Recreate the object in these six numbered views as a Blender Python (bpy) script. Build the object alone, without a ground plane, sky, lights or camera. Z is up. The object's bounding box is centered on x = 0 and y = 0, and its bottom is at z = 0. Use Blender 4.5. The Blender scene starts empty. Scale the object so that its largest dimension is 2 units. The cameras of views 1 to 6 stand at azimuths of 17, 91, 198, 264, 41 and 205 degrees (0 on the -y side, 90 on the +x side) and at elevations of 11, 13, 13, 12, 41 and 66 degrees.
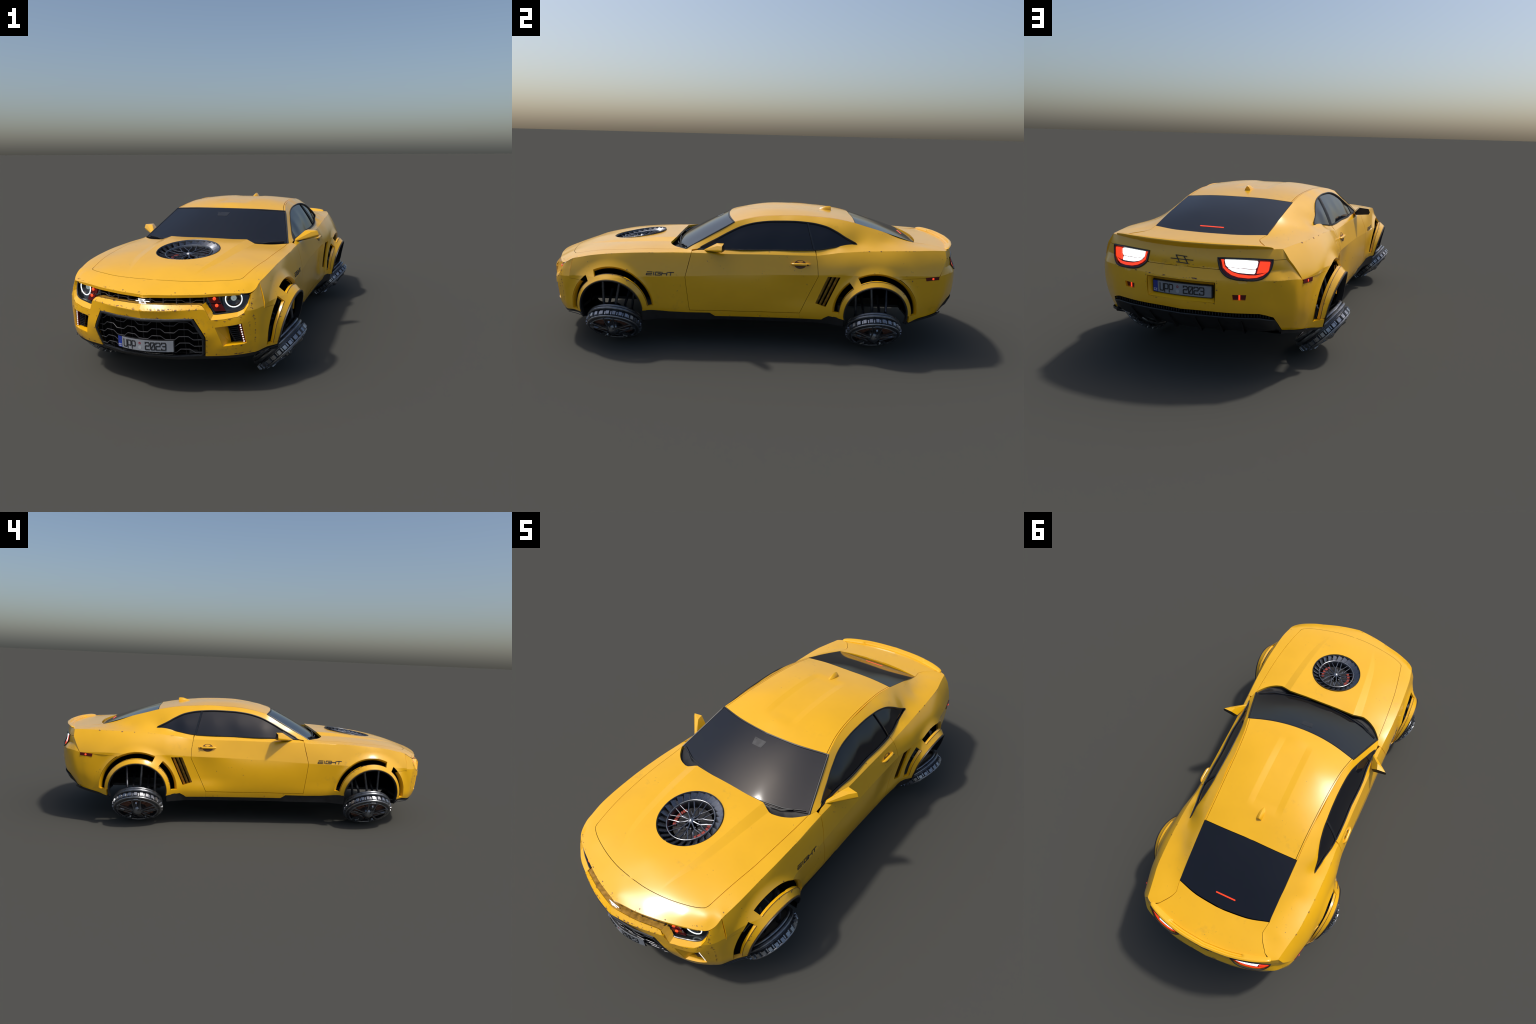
import bpy, bmesh, math, random
import numpy as np
from mathutils import Vector, Matrix, geometry

random.seed(7)
rng = np.random.default_rng(7)
V = lambda *a: np.array(a, float)

# ---------------------------------------------------------------- materials
def new_mat(name):
    m = bpy.data.materials.new(name)
    m.use_nodes = True
    nt = m.node_tree
    b = nt.nodes["Principled BSDF"]
    return m, nt, b

def simple(name, col, rough=.5, metal=0.0, spec=.5, coat=0.0, emit=None, estr=0.0, noise=0.0):
    m, nt, b = new_mat(name)
    b.inputs["Base Color"].default_value = (*col, 1)
    b.inputs["Roughness"].default_value = rough
    b.inputs["Metallic"].default_value = metal
    b.inputs["Specular IOR Level"].default_value = spec
    b.inputs["Coat Weight"].default_value = coat
    if emit:
        b.inputs["Emission Color"].default_value = (*emit, 1)
        b.inputs["Emission Strength"].default_value = estr
    if noise:
        tc = nt.nodes.new("ShaderNodeTexCoord")
        n = nt.nodes.new("ShaderNodeTexNoise")
        n.inputs["Scale"].default_value = 60
        n.inputs["Detail"].default_value = 6
        nt.links.new(tc.outputs["Object"], n.inputs["Vector"])
        r = nt.nodes.new("ShaderNodeValToRGB")
        r.color_ramp.elements[0].position = .3
        r.color_ramp.elements[1].position = .75
        r.color_ramp.elements[0].color = (*[c * (1 - noise) for c in col], 1)
        r.color_ramp.elements[1].color = (*[min(1, c * (1 + noise) + .01 * noise) for c in col], 1)
        nt.links.new(n.outputs["Fac"], r.inputs["Fac"])
        nt.links.new(r.outputs["Color"], b.inputs["Base Color"])
        mr = nt.nodes.new("ShaderNodeMapRange")
        mr.inputs["To Min"].default_value = max(.02, rough - .12)
        mr.inputs["To Max"].default_value = min(1, rough + .15)
        nt.links.new(n.outputs["Fac"], mr.inputs["Value"])
        nt.links.new(mr.outputs["Result"], b.inputs["Roughness"])
    return m

PAINT = (0.965, 0.503, 0.006)

def paint_material(name, chips=.62):
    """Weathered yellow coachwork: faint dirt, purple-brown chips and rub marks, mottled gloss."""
    m, nt, b = new_mat(name)
    L = nt.links
    N = lambda t: nt.nodes.new(t)
    tc = N("ShaderNodeTexCoord")
    def noise(scale, detail=4, rough=.55, stretch=None):
        n = N("ShaderNodeTexNoise")
        n.inputs["Scale"].default_value = scale
        n.inputs["Detail"].default_value = detail
        n.inputs["Roughness"].default_value = rough
        if stretch:
            mp = N("ShaderNodeMapping")
            mp.inputs["Scale"].default_value = stretch
            L.new(tc.outputs["Object"], mp.inputs["Vector"])
            L.new(mp.outputs["Vector"], n.inputs["Vector"])
        else:
            L.new(tc.outputs["Object"], n.inputs["Vector"])
        return n.outputs["Fac"]
    def ramp(fac, p0, p1, c0=(0, 0, 0, 1), c1=(1, 1, 1, 1)):
        r = N("ShaderNodeValToRGB")
        r.color_ramp.elements[0].position = p0
        r.color_ramp.elements[1].position = p1
        r.color_ramp.elements[0].color = c0
        r.color_ramp.elements[1].color = c1
        L.new(fac, r.inputs["Fac"])
        return r.outputs["Color"]
    def mix(a, bb, fac):
        x = N("ShaderNodeMix"); x.data_type = 'RGBA'
        L.new(fac, x.inputs["Factor"])
        for sock, val in ((x.inputs["A"], a), (x.inputs["B"], bb)):
            if isinstance(val, tuple): sock.default_value = val
            else: L.new(val, sock)
        return x.outputs["Result"]
    def mul(a, bb):
        x = N("ShaderNodeMath"); x.operation = 'MULTIPLY'
        for i, val in enumerate((a, bb)):
            if isinstance(val, (int, float)): x.inputs[i].default_value = val
            else: L.new(val, x.inputs[i])
        return x.outputs["Value"]
    base = ramp(noise(7, 5), .3, .7, (PAINT[0]*.95, PAINT[1]*.94, PAINT[2]*.9, 1), (*PAINT, 1))
    # broad grime clouds, only where a second slow noise allows them
    grime = mul(ramp(noise(26, 8, .7), .55, .80), ramp(noise(3.2, 2), .52, .66))
    col = mix(base, (.33, .17, .05, 1), mul(grime, .45))
    # chips: sharp edged small spots gathered in patches
    chip = mul(ramp(noise(120, 3, .6), .66, .70), ramp(noise(9, 3), chips, chips + .05))
    col = mix(col, (.10, .045, .045, 1), mul(chip, .85))
    L.new(col, b.inputs["Base Color"])
    rr = N("ShaderNodeMapRange")
    rr.inputs["To Min"].default_value = .22; rr.inputs["To Max"].default_value = .285
    L.new(noise(9, 3, .55), rr.inputs["Value"])
    L.new(rr.outputs["Result"], b.inputs["Roughness"])
    b.inputs["Specular IOR Level"].default_value = .5
    b.inputs["Coat Weight"].default_value = 0.6
    b.inputs["Coat Roughness"].default_value = .20
    return m

M = {}
def build_materials():
    M['paint'] = paint_material("yellow_paint")
    M['edge'] = simple("worn_edge_shade_paint", (.13, .055, .016), .45, noise=.3)  # worn edges; also the painted shade of the door handle pocket
    M['black'] = simple("black_plastic", (.012, .012, .013), .45, noise=.3)
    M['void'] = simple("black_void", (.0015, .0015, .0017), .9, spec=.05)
    M['rubber'] = simple("black_rubber", (.014, .015, .018), .42)
    M['trim'] = simple("dark_trim", (.02, .022, .027), .3, noise=.2)
    M['glass'] = simple("tinted_glass", (.008, .009, .013), .06, spec=.6)
    M['metal'] = simple("gunmetal", (.36, .37, .39), .29, metal=.9, noise=.25)
    M['darkmetal'] = simple("dark_metal", (.12, .125, .138), .33, metal=.8, noise=.25)
    M['chrome'] = simple("bright_metal", (.45, .45, .46), .25, metal=1)
    M['wire'] = simple("grille_wire", (.13, .13, .14), .42, metal=.7)
    M['copper'] = simple("copper_disc", (.34, .16, .11), .45, metal=.4, noise=.2)
    M['caliper'] = simple("red_caliper", (.36, .045, .03), .45, noise=.15)
    M['plate'] = simple("plate_white", (.25, .265, .29), .45, noise=.08)
    M['ink'] = simple("plate_black", (.012, .012, .014), .5)
    M['blue'] = simple("plate_blue", (.012, .035, .30), .4)
    M['gold'] = simple("plate_stars", (.10, .10, .16), .4)
    M['redink'] = simple("sticker_red", (.28, .02, .03), .5)
    M['greyink'] = simple("sticker_grey", (.36, .38, .40), .45)
    M['whiteink'] = simple("plate_letters_white", (.6, .6, .65), .5)
    M['lamp_white'] = simple("lamp_white", (.8, .85, .85), .3, emit=(.88, 1, 1), estr=1.7)
    M['led'] = simple("led_white", (.8, .8, .8), .3, emit=(1, .93, .9), estr=1.3)
    M['lamp_red'] = simple("lamp_red", (.75, .04, .01), .3, emit=(1, .05, .012), estr=1.0)
    M['lamp_hot'] = simple("lamp_red_hot", (.9, .1, .03), .3, emit=(1, .06, .015), estr=.9)
    M['red_lens'] = simple("red_lens", (.12, .008, .010), .15)
    M['lens'] = simple("headlight_glass", (.012, .014, .016), .08, spec=.6)
    M['projector'] = simple("projector_lens", (.25, .3, .3), .15, emit=(.5, .62, .6), estr=.35)
    M['front_badge'] = simple('glowing_badge', (.8,.8,.8), .2, emit=(1,1,1), estr=.7)  # white emission imitates the shine of chrome; the badge is no lamp
    M['chip'] = simple('bare_primer', (.19, .085, .05), .55, noise=.3)
    M['blade'] = simple('blade_steel', (.16, .172, .20), .24, metal=.85, noise=.1)
    M['rim'] = simple('rim_steel', (.25, .26, .28), .30, metal=.9, noise=.25)
    M['grimy_shaded'] = simple('grimy_shaded_paint', (.40, .215, .03), .4, noise=.45)  # grime on the bumper shelf, painted-in shade on the vent slats
    M['badge'] = simple("dark_badge", (.07, .075, .085), .35, metal=.6)
    M['letters'] = simple("fender_letters", (.05, .05, .06), .4, metal=.4)

# ---------------------------------------------------------------- interpolation helpers
def pchip(x, y):
    """Monotone cubic interpolant through the control points, linear beyond the ends."""
    x = np.asarray(x, float); y = np.asarray(y, float)
    if len(x) == 1:
        return lambda q: np.full(np.shape(q), y[0])
    h = np.diff(x); d = np.diff(y) / h
    m = np.zeros_like(y)
    m[0], m[-1] = d[0], d[-1]
    for i in range(1, len(x) - 1):
        if d[i-1] * d[i] > 0:
            w1, w2 = 2*h[i] + h[i-1], h[i] + 2*h[i-1]
            m[i] = (w1 + w2) / (w1 / d[i-1] + w2 / d[i])
    def f(q):
        q = np.asarray(q, float)
        i = np.clip(np.searchsorted(x, q) - 1, 0, len(x) - 2)
        t = (q - x[i]) / h[i]
        tc = np.clip(t, 0, 1)
        t2, t3 = tc*tc, tc**3
        r = (2*t3 - 3*t2 + 1)*y[i] + (t3 - 2*t2 + tc)*h[i]*m[i] + (3*t2 - 2*t3)*y[i+1] + (t3 - t2)*h[i]*m[i+1]
        return r + np.where(t < 0, t*h[i]*m[i], 0) + np.where(t > 1, (t - 1)*h[i]*m[i+1], 0)
    return f

def curve3(pts, n=None, step=.01):
    """Smooth 3D curve through control points, evenly resampled (x, y, z as pchip of chord length)."""
    p = np.array(pts, float)
    s = np.r_[0, np.cumsum(np.linalg.norm(np.diff(p, axis=0), axis=1))]
    if n is None: n = max(2, int(s[-1] / step) + 1)
    q = np.linspace(0, s[-1], n)
    return np.stack([pchip(s, p[:, k])(q) for k in range(3)], 1)

WHEELS = [(-.617, .183), (.571, .188)]
LIP_R = .142
def flare(P):
    """Wheel-arch flare: pushes the side outwards near each arch."""
    P = P.copy()
    for yc, zc in WHEELS:
        r = np.hypot(P[:, 1] - yc, P[:, 2] - zc)
        s = np.clip((.224 - r) / (.224 - LIP_R), 0, 1.25)
        up = np.clip((P[:, 2] - zc) / np.maximum(r, 1e-6), 0, 1)
        side = np.clip((P[:, 0] - .25) / .1, 0, 1)
        P[:, 0] += (.030 + .024*up) * s**1.9 * side
    return P

class LevelSheet:
    """Surface lofted through level curves: depth along n as a function of (t, z)."""
    def __init__(self, e1, n, levels, crease, post=None):
        self.e1, self.n = np.array(e1, float), np.array(n, float)
        self.post = post
        self.lev = []
        for pts in levels:
            p = np.array(pts, float)
            t, d, z = p @ self.e1, p @ self.n, p[:, 2]
            o = np.argsort(t)
            self.lev.append((pchip(t[o], z[o]), pchip(t[o], d[o])))
        self.crease = crease
    def to2(self, P):
        P = np.atleast_2d(np.array(P, float))
        return np.stack([P @ self.e1, P[:, 2]], 1)
    def lift(self, q):
        q = np.atleast_2d(q)
        t, z = q[:, 0], q[:, 1]
        Z = np.stack([l[0](t) for l in self.lev]); D = np.stack([l[1](t) for l in self.lev])
        for i in range(1, len(Z)):
            Z[i] = np.minimum(Z[i], Z[i-1] - 1e-4)
        k = len(Z)
        S = (D[1:] - D[:-1]) / (Z[1:] - Z[:-1])          # segment slopes
        up = np.zeros_like(D); dn = np.zeros_like(D)        # node slope as seen from segment above / below
        for i in range(k):
            if i == 0: up[i] = dn[i] = S[0]
            elif i == k - 1: up[i] = dn[i] = S[-1]
            elif i in self.crease: up[i], dn[i] = S[i-1], S[i]
            else:
                h0, h1 = Z[i-1]-Z[i], Z[i]-Z[i+1]
                up[i] = dn[i] = (S[i-1]*h1 + S[i]*h0) / (h0 + h1)
        # parabolic end slopes at creases and ends
        for i in range(k - 1):
            a_end = i == 0 or i in self.crease; b_end = i+1 == k-1 or (i+1) in self.crease
            if a_end and not b_end: dn[i] = 2*S[i] - up[i+1]
            if b_end and not a_end: up[i+1] = 2*S[i] - dn[i]
        out = np.zeros_like(t)
        done = np.zeros(len(t), bool)
        for i in range(k - 1):
            last = i == k - 2
            sel = ~done & ((z >= Z[i+1]) | last)
            h = (Z[i+1] - Z[i])
            u = (z - Z[i]) / h
            uc = np.clip(u, 0, 1)
            u2, u3 = uc*uc, uc**3
            v = (2*u3-3*u2+1)*D[i] + (u3-2*u2+uc)*h*dn[i] + (3*u2-2*u3)*D[i+1] + (u3-u2)*h*up[i+1]
            v = v + np.where(u < 0, u*h*dn[i], 0) + np.where(u > 1, (u-1)*h*up[i+1], 0)
            out[sel] = v[sel]; done |= sel
        P = np.outer(t, self.e1) + np.outer(out, self.n)
        P[:, 2] = z
        if self.post: P = self.post(P)
        return P
    def crease_lines(self, t0, t1, step):
        ts = np.arange(t0, t1 + step, step)
        return [np.stack([ts, self.lev[i][0](ts)], 1) for i in self.crease]

class SplineSheet:
    """Thin-plate surface through scattered control points, height along n over axes (e1, e2)."""
    def __init__(self, e1, e2, n, pts, mirror=False, lam=1e-6, post=None, scale=(1, 1)):
        self.e1, self.e2, self.n = [np.array(a, float) for a in (e1, e2, n)]
        P = np.array(pts, float)
        if mirror:
            Q = P[P[:, 0] > 1e-6] * V(-1, 1, 1)
            P = np.r_[P, Q]
        self.sc = np.array(scale)
        a = np.stack([P @ self.e1, P @ self.e2], 1) * self.sc
        self.a = a
        K = self.ker(a, a) + lam * np.eye(len(a))
        A = np.zeros((len(a)+3, len(a)+3))
        A[:-3, :-3] = K; A[:-3, -3] = 1; A[:-3, -2:] = a; A[-3, :-3] = 1; A[-2:, :-3] = a.T
        self.w = np.linalg.solve(A, np.r_[P @ self.n, 0, 0, 0])
        self.post = post
    @staticmethod
    def ker(p, q):
        r2 = ((p[:, None] - q[None])**2).sum(-1)
        return .5 * r2 * np.log(r2 + 1e-12)
    def to2(self, P):
        P = np.atleast_2d(np.array(P, float))
        return np.stack([P @ self.e1, P @ self.e2], 1)
    def lift(self, q):
        q = np.atleast_2d(q)
        s = q * self.sc
        h = self.ker(s, self.a) @ self.w[:-3] + self.w[-3] + s @ self.w[-2:]
        P = np.outer(q[:, 0], self.e1) + np.outer(q[:, 1], self.e2) + np.outer(h, self.n)
        return self.post(P) if self.post else P
    def crease_lines(self, *a): return []

def sheet_normals(sh, q, eps=.0005):
    du, dv = V(eps, 0), V(0, eps)
    a = sh.lift(q + du) - sh.lift(q - du)
    b = sh.lift(q + dv) - sh.lift(q - dv)
    n = np.cross(a, b)
    n /= np.linalg.norm(n, axis=1, keepdims=True) + 1e-12
    s = np.sign(n @ sh.n); s[s == 0] = 1
    return n * s[:, None]

# ---------------------------------------------------------------- polygon helpers
def inside(pts, poly):
    x, y = pts[:, 0], pts[:, 1]
    r = np.zeros(len(pts), bool)
    j = len(poly) - 1
    for i in range(len(poly)):
        xi, yi = poly[i]; xj, yj = poly[j]
        c = (yi > y) != (yj > y)
        with np.errstate(divide='ignore', invalid='ignore'):
            r ^= c & (x < (xj - xi) * (y - yi) / (yj - yi) + xi)
        j = i
    return r

def seg_dist(pts, poly, closed=True):
    d = np.full(len(pts), 1e9)
    n = len(poly)
    for i in range(n if closed else n - 1):
        a, b = poly[i], poly[(i+1) % n]
        ab = b - a
        t = np.clip(((pts - a) @ ab) / (ab @ ab + 1e-15), 0, 1)
        d = np.minimum(d, np.linalg.norm(pts - a - t[:, None]*ab, axis=1))
    return d

def resample(poly, h, closed=True):
    out = []
    n = len(poly)
    for i in range(n if closed else n - 1):
        a, b = poly[i], poly[(i+1) % n]
        k = max(1, int(math.ceil(np.linalg.norm(b - a) / h)))
        for j in range(k): out.append(a + (b - a) * j / k)
    if not closed: out.append(poly[-1])
    return np.array(out)

def area2(p):
    x, y = p[:, 0], p[:, 1]
    return .5 * np.sum(x*np.roll(y, -1) - np.roll(x, -1)*y)

def offset(poly, d):
    """Shrink (d>0) a closed polygon by mitred offset."""
    p = poly if area2(poly) > 0 else poly[::-1]
    a = np.roll(p, 1, 0); b = np.roll(p, -1, 0)
    def nrm(u):
        l = np.linalg.norm(u, axis=1, keepdims=True); u = u / np.maximum(l, 1e-12)
        return np.stack([-u[:, 1], u[:, 0]], 1)
    n0, n1 = nrm(p - a), nrm(b - p)
    m = n0 + n1
    k = np.maximum((m*m).sum(1, keepdims=True) / 2, .35)
    return p + m / k * d

def dedupe(poly, tol=2e-4):
    out = [poly[0]]
    for q in poly[1:]:
        if np.linalg.norm(q - out[-1]) > tol: out.append(q)
    if np.linalg.norm(out[0] - out[-1]) < tol: out.pop()
    return np.array(out)

# ---------------------------------------------------------------- mesh builders
ROOT = None
def add_obj(name, mesh, mats, parent=None):
    for m in (mats if isinstance(mats, (list, tuple)) else [mats]):
        mesh.materials.append(M[m])
    o = bpy.data.objects.new(name, mesh)
    bpy.context.scene.collection.objects.link(o)
    o.parent = parent if parent is not None else ROOT
    return o

class Buf:
    """Collects verts / faces / per-corner normals for one mesh."""
    def __init__(self): self.v, self.f, self.n, self.m, self.nv = [], [], [], [], 0
    def add(self, verts, faces, normals=None, mat=0):
        verts = np.asarray(verts, float)
        self.v.append(verts)
        for i, f in enumerate(faces):
            self.f.append([int(k) + self.nv for k in f]); self.m.append(mat)
            self.n.append(None if normals is None else normals[i])
        self.nv += len(verts)
    def mirrored(self):
        b = Buf()
        for v in self.v: b.v.append(v * V(-1, 1, 1))
        b.nv = self.nv
        b.f = [f[::-1] for f in self.f]; b.m = list(self.m)
        b.n = [None if n is None else np.asarray(n)[::-1] * V(-1, 1, 1) for n in self.n]
        return b
    def merge(self, o):
        for v in o.v: self.v.append(v)
        self.f += [[k + self.nv for k in f] for f in o.f]
        self.n += o.n; self.m += o.m; self.nv += o.nv
        return self
    def mesh(self, name, smooth_angle=35):
        me = bpy.data.meshes.new(name)
        vv = np.concatenate(self.v)
        me.from_pydata(vv.tolist(), [], self.f)
        me.polygons.foreach_set("material_index", self.m)
        me.polygons.foreach_set("use_smooth", [True]*len(self.f))
        if any(n is not None for n in self.n):
            fn = np.empty(len(me.polygons)*3); me.polygons.foreach_get("normal", fn); fn = fn.reshape(-1, 3)
            L = []
            for i, f in enumerate(self.f):
                if self.n[i] is None: L += [tuple(fn[i])]*len(f)
                else: L += [tuple(x) for x in self.n[i]]
            me.normals_split_custom_set(L)
        else:
            bm = bmesh.new(); bm.from_mesh(me)
            bmesh.ops.recalc_face_normals(bm, faces=bm.faces)
            a = math.radians(smooth_angle)
            for e in bm.edges:
                e.smooth = len(e.link_faces) == 2 and e.calc_face_angle(0) < a
            bm.to_mesh(me); bm.free()
        me.update()
        return me

def panel(sh, outer, holes=(), lines=(), h=.011, depth=.010, gap=.0010, hole_depth=None, keep_open=(), inward=None, nsheet=None):
    """Sheet-metal panel: polygon (with holes) on a sheet, triangulated, lifted, with folded-in edges."""
    outer = dedupe(np.array(outer, float))
    if gap: 
        o2 = offset(outer, gap)
        # do not pull away from the centre line x = 0
        P = sh.lift(outer if area2(outer) > 0 else outer[::-1])
        keep = np.abs(P[:, 0]) < 2e-4
        src = outer if area2(outer) > 0 else outer[::-1]
        o2[keep] = src[keep]
        outer = o2
    loops = [resample(outer, h)]
    hs = [dedupe(np.array(x, float)) for x in holes]
    loops += [resample(x, h) for x in hs]
    lo, hi = outer.min(0), outer.max(0)
    cl = [np.asarray(l, float) for l in lines]
    cl += sh.crease_lines(lo[0], hi[0], h)
    cls = []
    for l in cl:
        l = resample(l, h, False)
        ok = inside(l, outer)
        ok &= seg_dist(l, outer) > h*.25
        for x in hs: ok &= ~inside(l, x) & (seg_dist(l, x) > h*.25)
        run = []
        for p, o in zip(l, ok):
            if o: run.append(p)
            else:
                if len(run) > 1: cls.append(np.array(run))
                run = []
        if len(run) > 1: cls.append(np.array(run))
    gx = np.arange(lo[0], hi[0], h); gy = np.arange(lo[1], hi[1], h*.866)
    G = np.array([(x + (j % 2)*h/2, y) for j, y in enumerate(gy) for x in gx])
    ok = inside(G, outer) & (seg_dist(G, loops[0]) > h*.45)
    for x, l in zip(hs, loops[1:]): ok &= ~inside(G, x) & (seg_dist(G, l) > h*.45)
    for l in cls: ok &= seg_dist(G, l, False) > h*.4
    G = G[ok]
    verts, edges = [], []
    for l in loops:
        b = len(verts); verts += [tuple(p) for p in l]
        edges += [(b+i, b+(i+1) % len(l)) for i in range(len(l))]
    for l in cls:
        b = len(verts); verts += [tuple(p) for p in l]
        edges += [(b+i, b+i+1) for i in range(len(l)-1)]
    verts += [tuple(p) for p in G]
    r = geometry.delaunay_2d_cdt([Vector(p) for p in verts], edges, [], 0, 1e-6)
    q = np.array([(p.x, p.y) for p in r[0]])
    F = np.array([list(f) for f in r[2] if len(f) == 3])
    c = q[F].mean(1)
    k = inside(c, loops[0])
    for l in loops[1:]: k &= ~inside(c, l)
    F = F[k]
    used = np.unique(F); remap = -np.ones(len(q), int); remap[used] = np.arange(len(used))
    q = q[used]; F = remap[F]
    P = sh.lift(q)
    fn = np.cross(P[F[:, 1]] - P[F[:, 0]], P[F[:, 2]] - P[F[:, 0]])
    flip = fn @ sh.n < 0
    F[flip] = F[flip][:, ::-1]
    cen = q[F].mean(1)
    nq = q[F] * .88 + cen[:, None] * .12
    NN = sheet_normals(sh, nq.reshape(-1, 2)).reshape(-1, 3, 3)
    on0 = np.abs(P[F][:, :, 0]) < 2e-4
    soft = getattr(sh, 'soft_centre', True)
    if soft:
        NN[..., 0] = np.where(on0, 0, NN[..., 0])
        NN /= np.linalg.norm(NN, axis=2, keepdims=True)
    B = Buf()
    B.add(P, F.tolist(), NN)
    if depth:
        cnt = {}
        for f in F:
            for a, b2 in ((f[0], f[1]), (f[1], f[2]), (f[2], f[0])):
                cnt[(a, b2)] = cnt.get((a, b2), 0) + 1
        be = [(a, b2) for (a, b2) in cnt if (b2, a) not in cnt]
        vn = sheet_normals(nsheet or sh, q)
        vs, fs = [], []
        for a, b2 in be:
            if abs(P[a, 0]) < 2e-4 and abs(P[b2, 0]) < 2e-4: continue
            dp = depth
            if hole_depth is not None:
                mid = (q[a] + q[b2])/2
                if seg_dist(mid[None], loops[0])[0] > h*.2: dp = hole_depth
            i = len(vs)
            ia = vn[a] if inward is None else inward
            ib = vn[b2] if inward is None else inward
            vs += [P[b2], P[a], P[a] - ia*dp, P[b2] - ib*dp]
            fs.append([i, i+1, i+2, i+3])
        if vs: B.add(vs, fs)
    return B

def tube(path, r, seg=8, closed=False, flat=None, cap=True):
    """Sweep a circle (or flat ellipse (ru, rv)) along a path."""
    p = np.array(path, float); n = len(p)
    B = Buf()
    t = (np.roll(p, -1, 0) - np.roll(p, 1, 0)) if closed else np.gradient(p, axis=0)
    t /= np.linalg.norm(t, axis=1, keepdims=True) + 1e-12
    up = V(0, 0, 1) if abs(t[0][2]) < .9 else V(1, 0, 0)
    vs = []
    for i in range(n):
        u = up - t[i]*(up @ t[i]); u /= np.linalg.norm(u)
        w = np.cross(t[i], u); up = u
        ru, rv = (r, r) if flat is None else flat
        for k in range(seg):
            a = 2*math.pi*k/seg
            vs.append(p[i] + u*ru*math.cos(a) + w*rv*math.sin(a))
    fs = []
    for i in range(n if closed else n-1):
        for k in range(seg):
            a, b = i*seg+k, i*seg+(k+1) % seg
            c, d = ((i+1) % n)*seg+(k+1) % seg, ((i+1) % n)*seg+k
            fs.append([a, b, c, d])
    if cap and not closed:
        fs.append(list(range(seg))[::-1]); fs.append([(n-1)*seg+k for k in range(seg)])
    B.add(vs, fs)
    return B

def strip(a, b, mat=0):
    """Ruled quad strip between two equally sampled curves."""
    B = Buf(); a = np.asarray(a); b = np.asarray(b); n = len(a)
    B.add(np.r_[a, b], [[i, i+1, n+i+1, n+i] for i in range(n-1)], mat=mat)
    return B

def loft(rows, closed=False, cap=False):
    """Quad loft over equally sampled rows."""
    R = [np.asarray(r) for r in rows]; n = len(R[0]); B = Buf()
    fs = []
    for j in range(len(R)-1):
        for i in range(n if closed else n-1):
            fs.append([j*n+i, j*n+(i+1) % n, (j+1)*n+(i+1) % n, (j+1)*n+i])
    if cap:
        fs.append(list(range(n))); fs.append([(len(R)-1)*n+i for i in range(n)][::-1])
    B.add(np.concatenate(R), fs)
    return B

def box(c, ax, ay, az, sx, sy, sz, taper=1.0):
    """Box with half sizes along given axes; taper shrinks the +az face."""
    c, ax, ay, az = map(np.asarray, (c, ax, ay, az))
    vs = []
    for k in (-1, 1):
        t = taper if k > 0 else 1
        for i, j in ((-1, -1), (1, -1), (1, 1), (-1, 1)):
            vs.append(c + ax*sx*i*t + ay*sy*j*t + az*sz*k)
    B = Buf()
    B.add(vs, [[3, 2, 1, 0], [4, 5, 6, 7], [0, 1, 5, 4], [1, 2, 6, 5], [2, 3, 7, 6], [3, 0, 4, 7]])
    return B

def prism(poly, o, ax, ay, az, d0, d1):
    """Extrude a 2D polygon placed at o in axes ax, ay along az from d0 to d1."""
    p = np.array(poly, float)
    if area2(p) < 0: p = p[::-1]
    o, ax, ay, az = map(np.asarray, (o, ax, ay, az))
    n = len(p)
    base = o + p[:, :1]*ax + p[:, 1:]*ay
    B = Buf()
    B.add(np.r_[base + az*d0, base + az*d1], [list(range(n))[::-1], [n+i for i in range(n)]] + [[i, (i+1) % n, n+(i+1) % n, n+i] for i in range(n)])
    return B

def lathe(profile, o, ax, ay, az, seg=48, a0=0, a1=2*math.pi):
    """Revolve profile [(r, h)] around az at o."""
    o, ax, ay, az = map(np.asarray, (o, ax, ay, az))
    full = abs(a1 - a0 - 2*math.pi) < 1e-6
    k = seg if full else seg + 1
    vs = []
    for r, hh in profile:
        for i in range(k):
            a = a0 + (a1 - a0)*i/seg
            vs.append(o + ax*r*math.cos(a) + ay*r*math.sin(a) + az*hh)
    fs = []
    for j in range(len(profile)-1):
        for i in range(seg):
            a, b = j*k+i, j*k+(i+1) % k
            fs.append([a, b, b+k, a+k])
    B = Buf(); B.add(vs, fs); return B

def both(name, B, mat, parent=None, angle=35, label=None):
    """Right-hand part and its mirrored left-hand twin."""
    o = add_obj(name, B.mesh(name, angle), mat, parent)
    o2 = add_obj(name, B.mirrored().mesh(name, angle), mat, parent)
    return o, o2

def whole(name, B, mat, parent=None, angle=35):
    """Part spanning the centre line: half plus mirrored half in one mesh."""
    C = Buf().merge(B).merge(B.mirrored())
    return add_obj(name, C.mesh(name, angle), mat, parent)

def single(name, B, mat, parent=None, angle=35):
    return add_obj(name, B.mesh(name, angle), mat, parent)

def arc(yc, zc, r, a0, a1, n=None):
    n = n or max(3, int(abs(a1-a0)*r/.006))
    a = np.radians(np.linspace(a0, a1, n)) if abs(a0) > 7 or abs(a1) > 7 else np.linspace(a0, a1, n)
    return np.stack([yc + r*np.cos(a), zc + r*np.sin(a)], 1)
def arcd(c, r, a0, a1):
    n = max(3, int(abs(math.radians(a1-a0))*r/.006)+1)
    a = np.radians(np.linspace(a0, a1, n))
    return np.stack([c[0] + r*np.cos(a), c[1] + r*np.sin(a)], 1)
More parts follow.
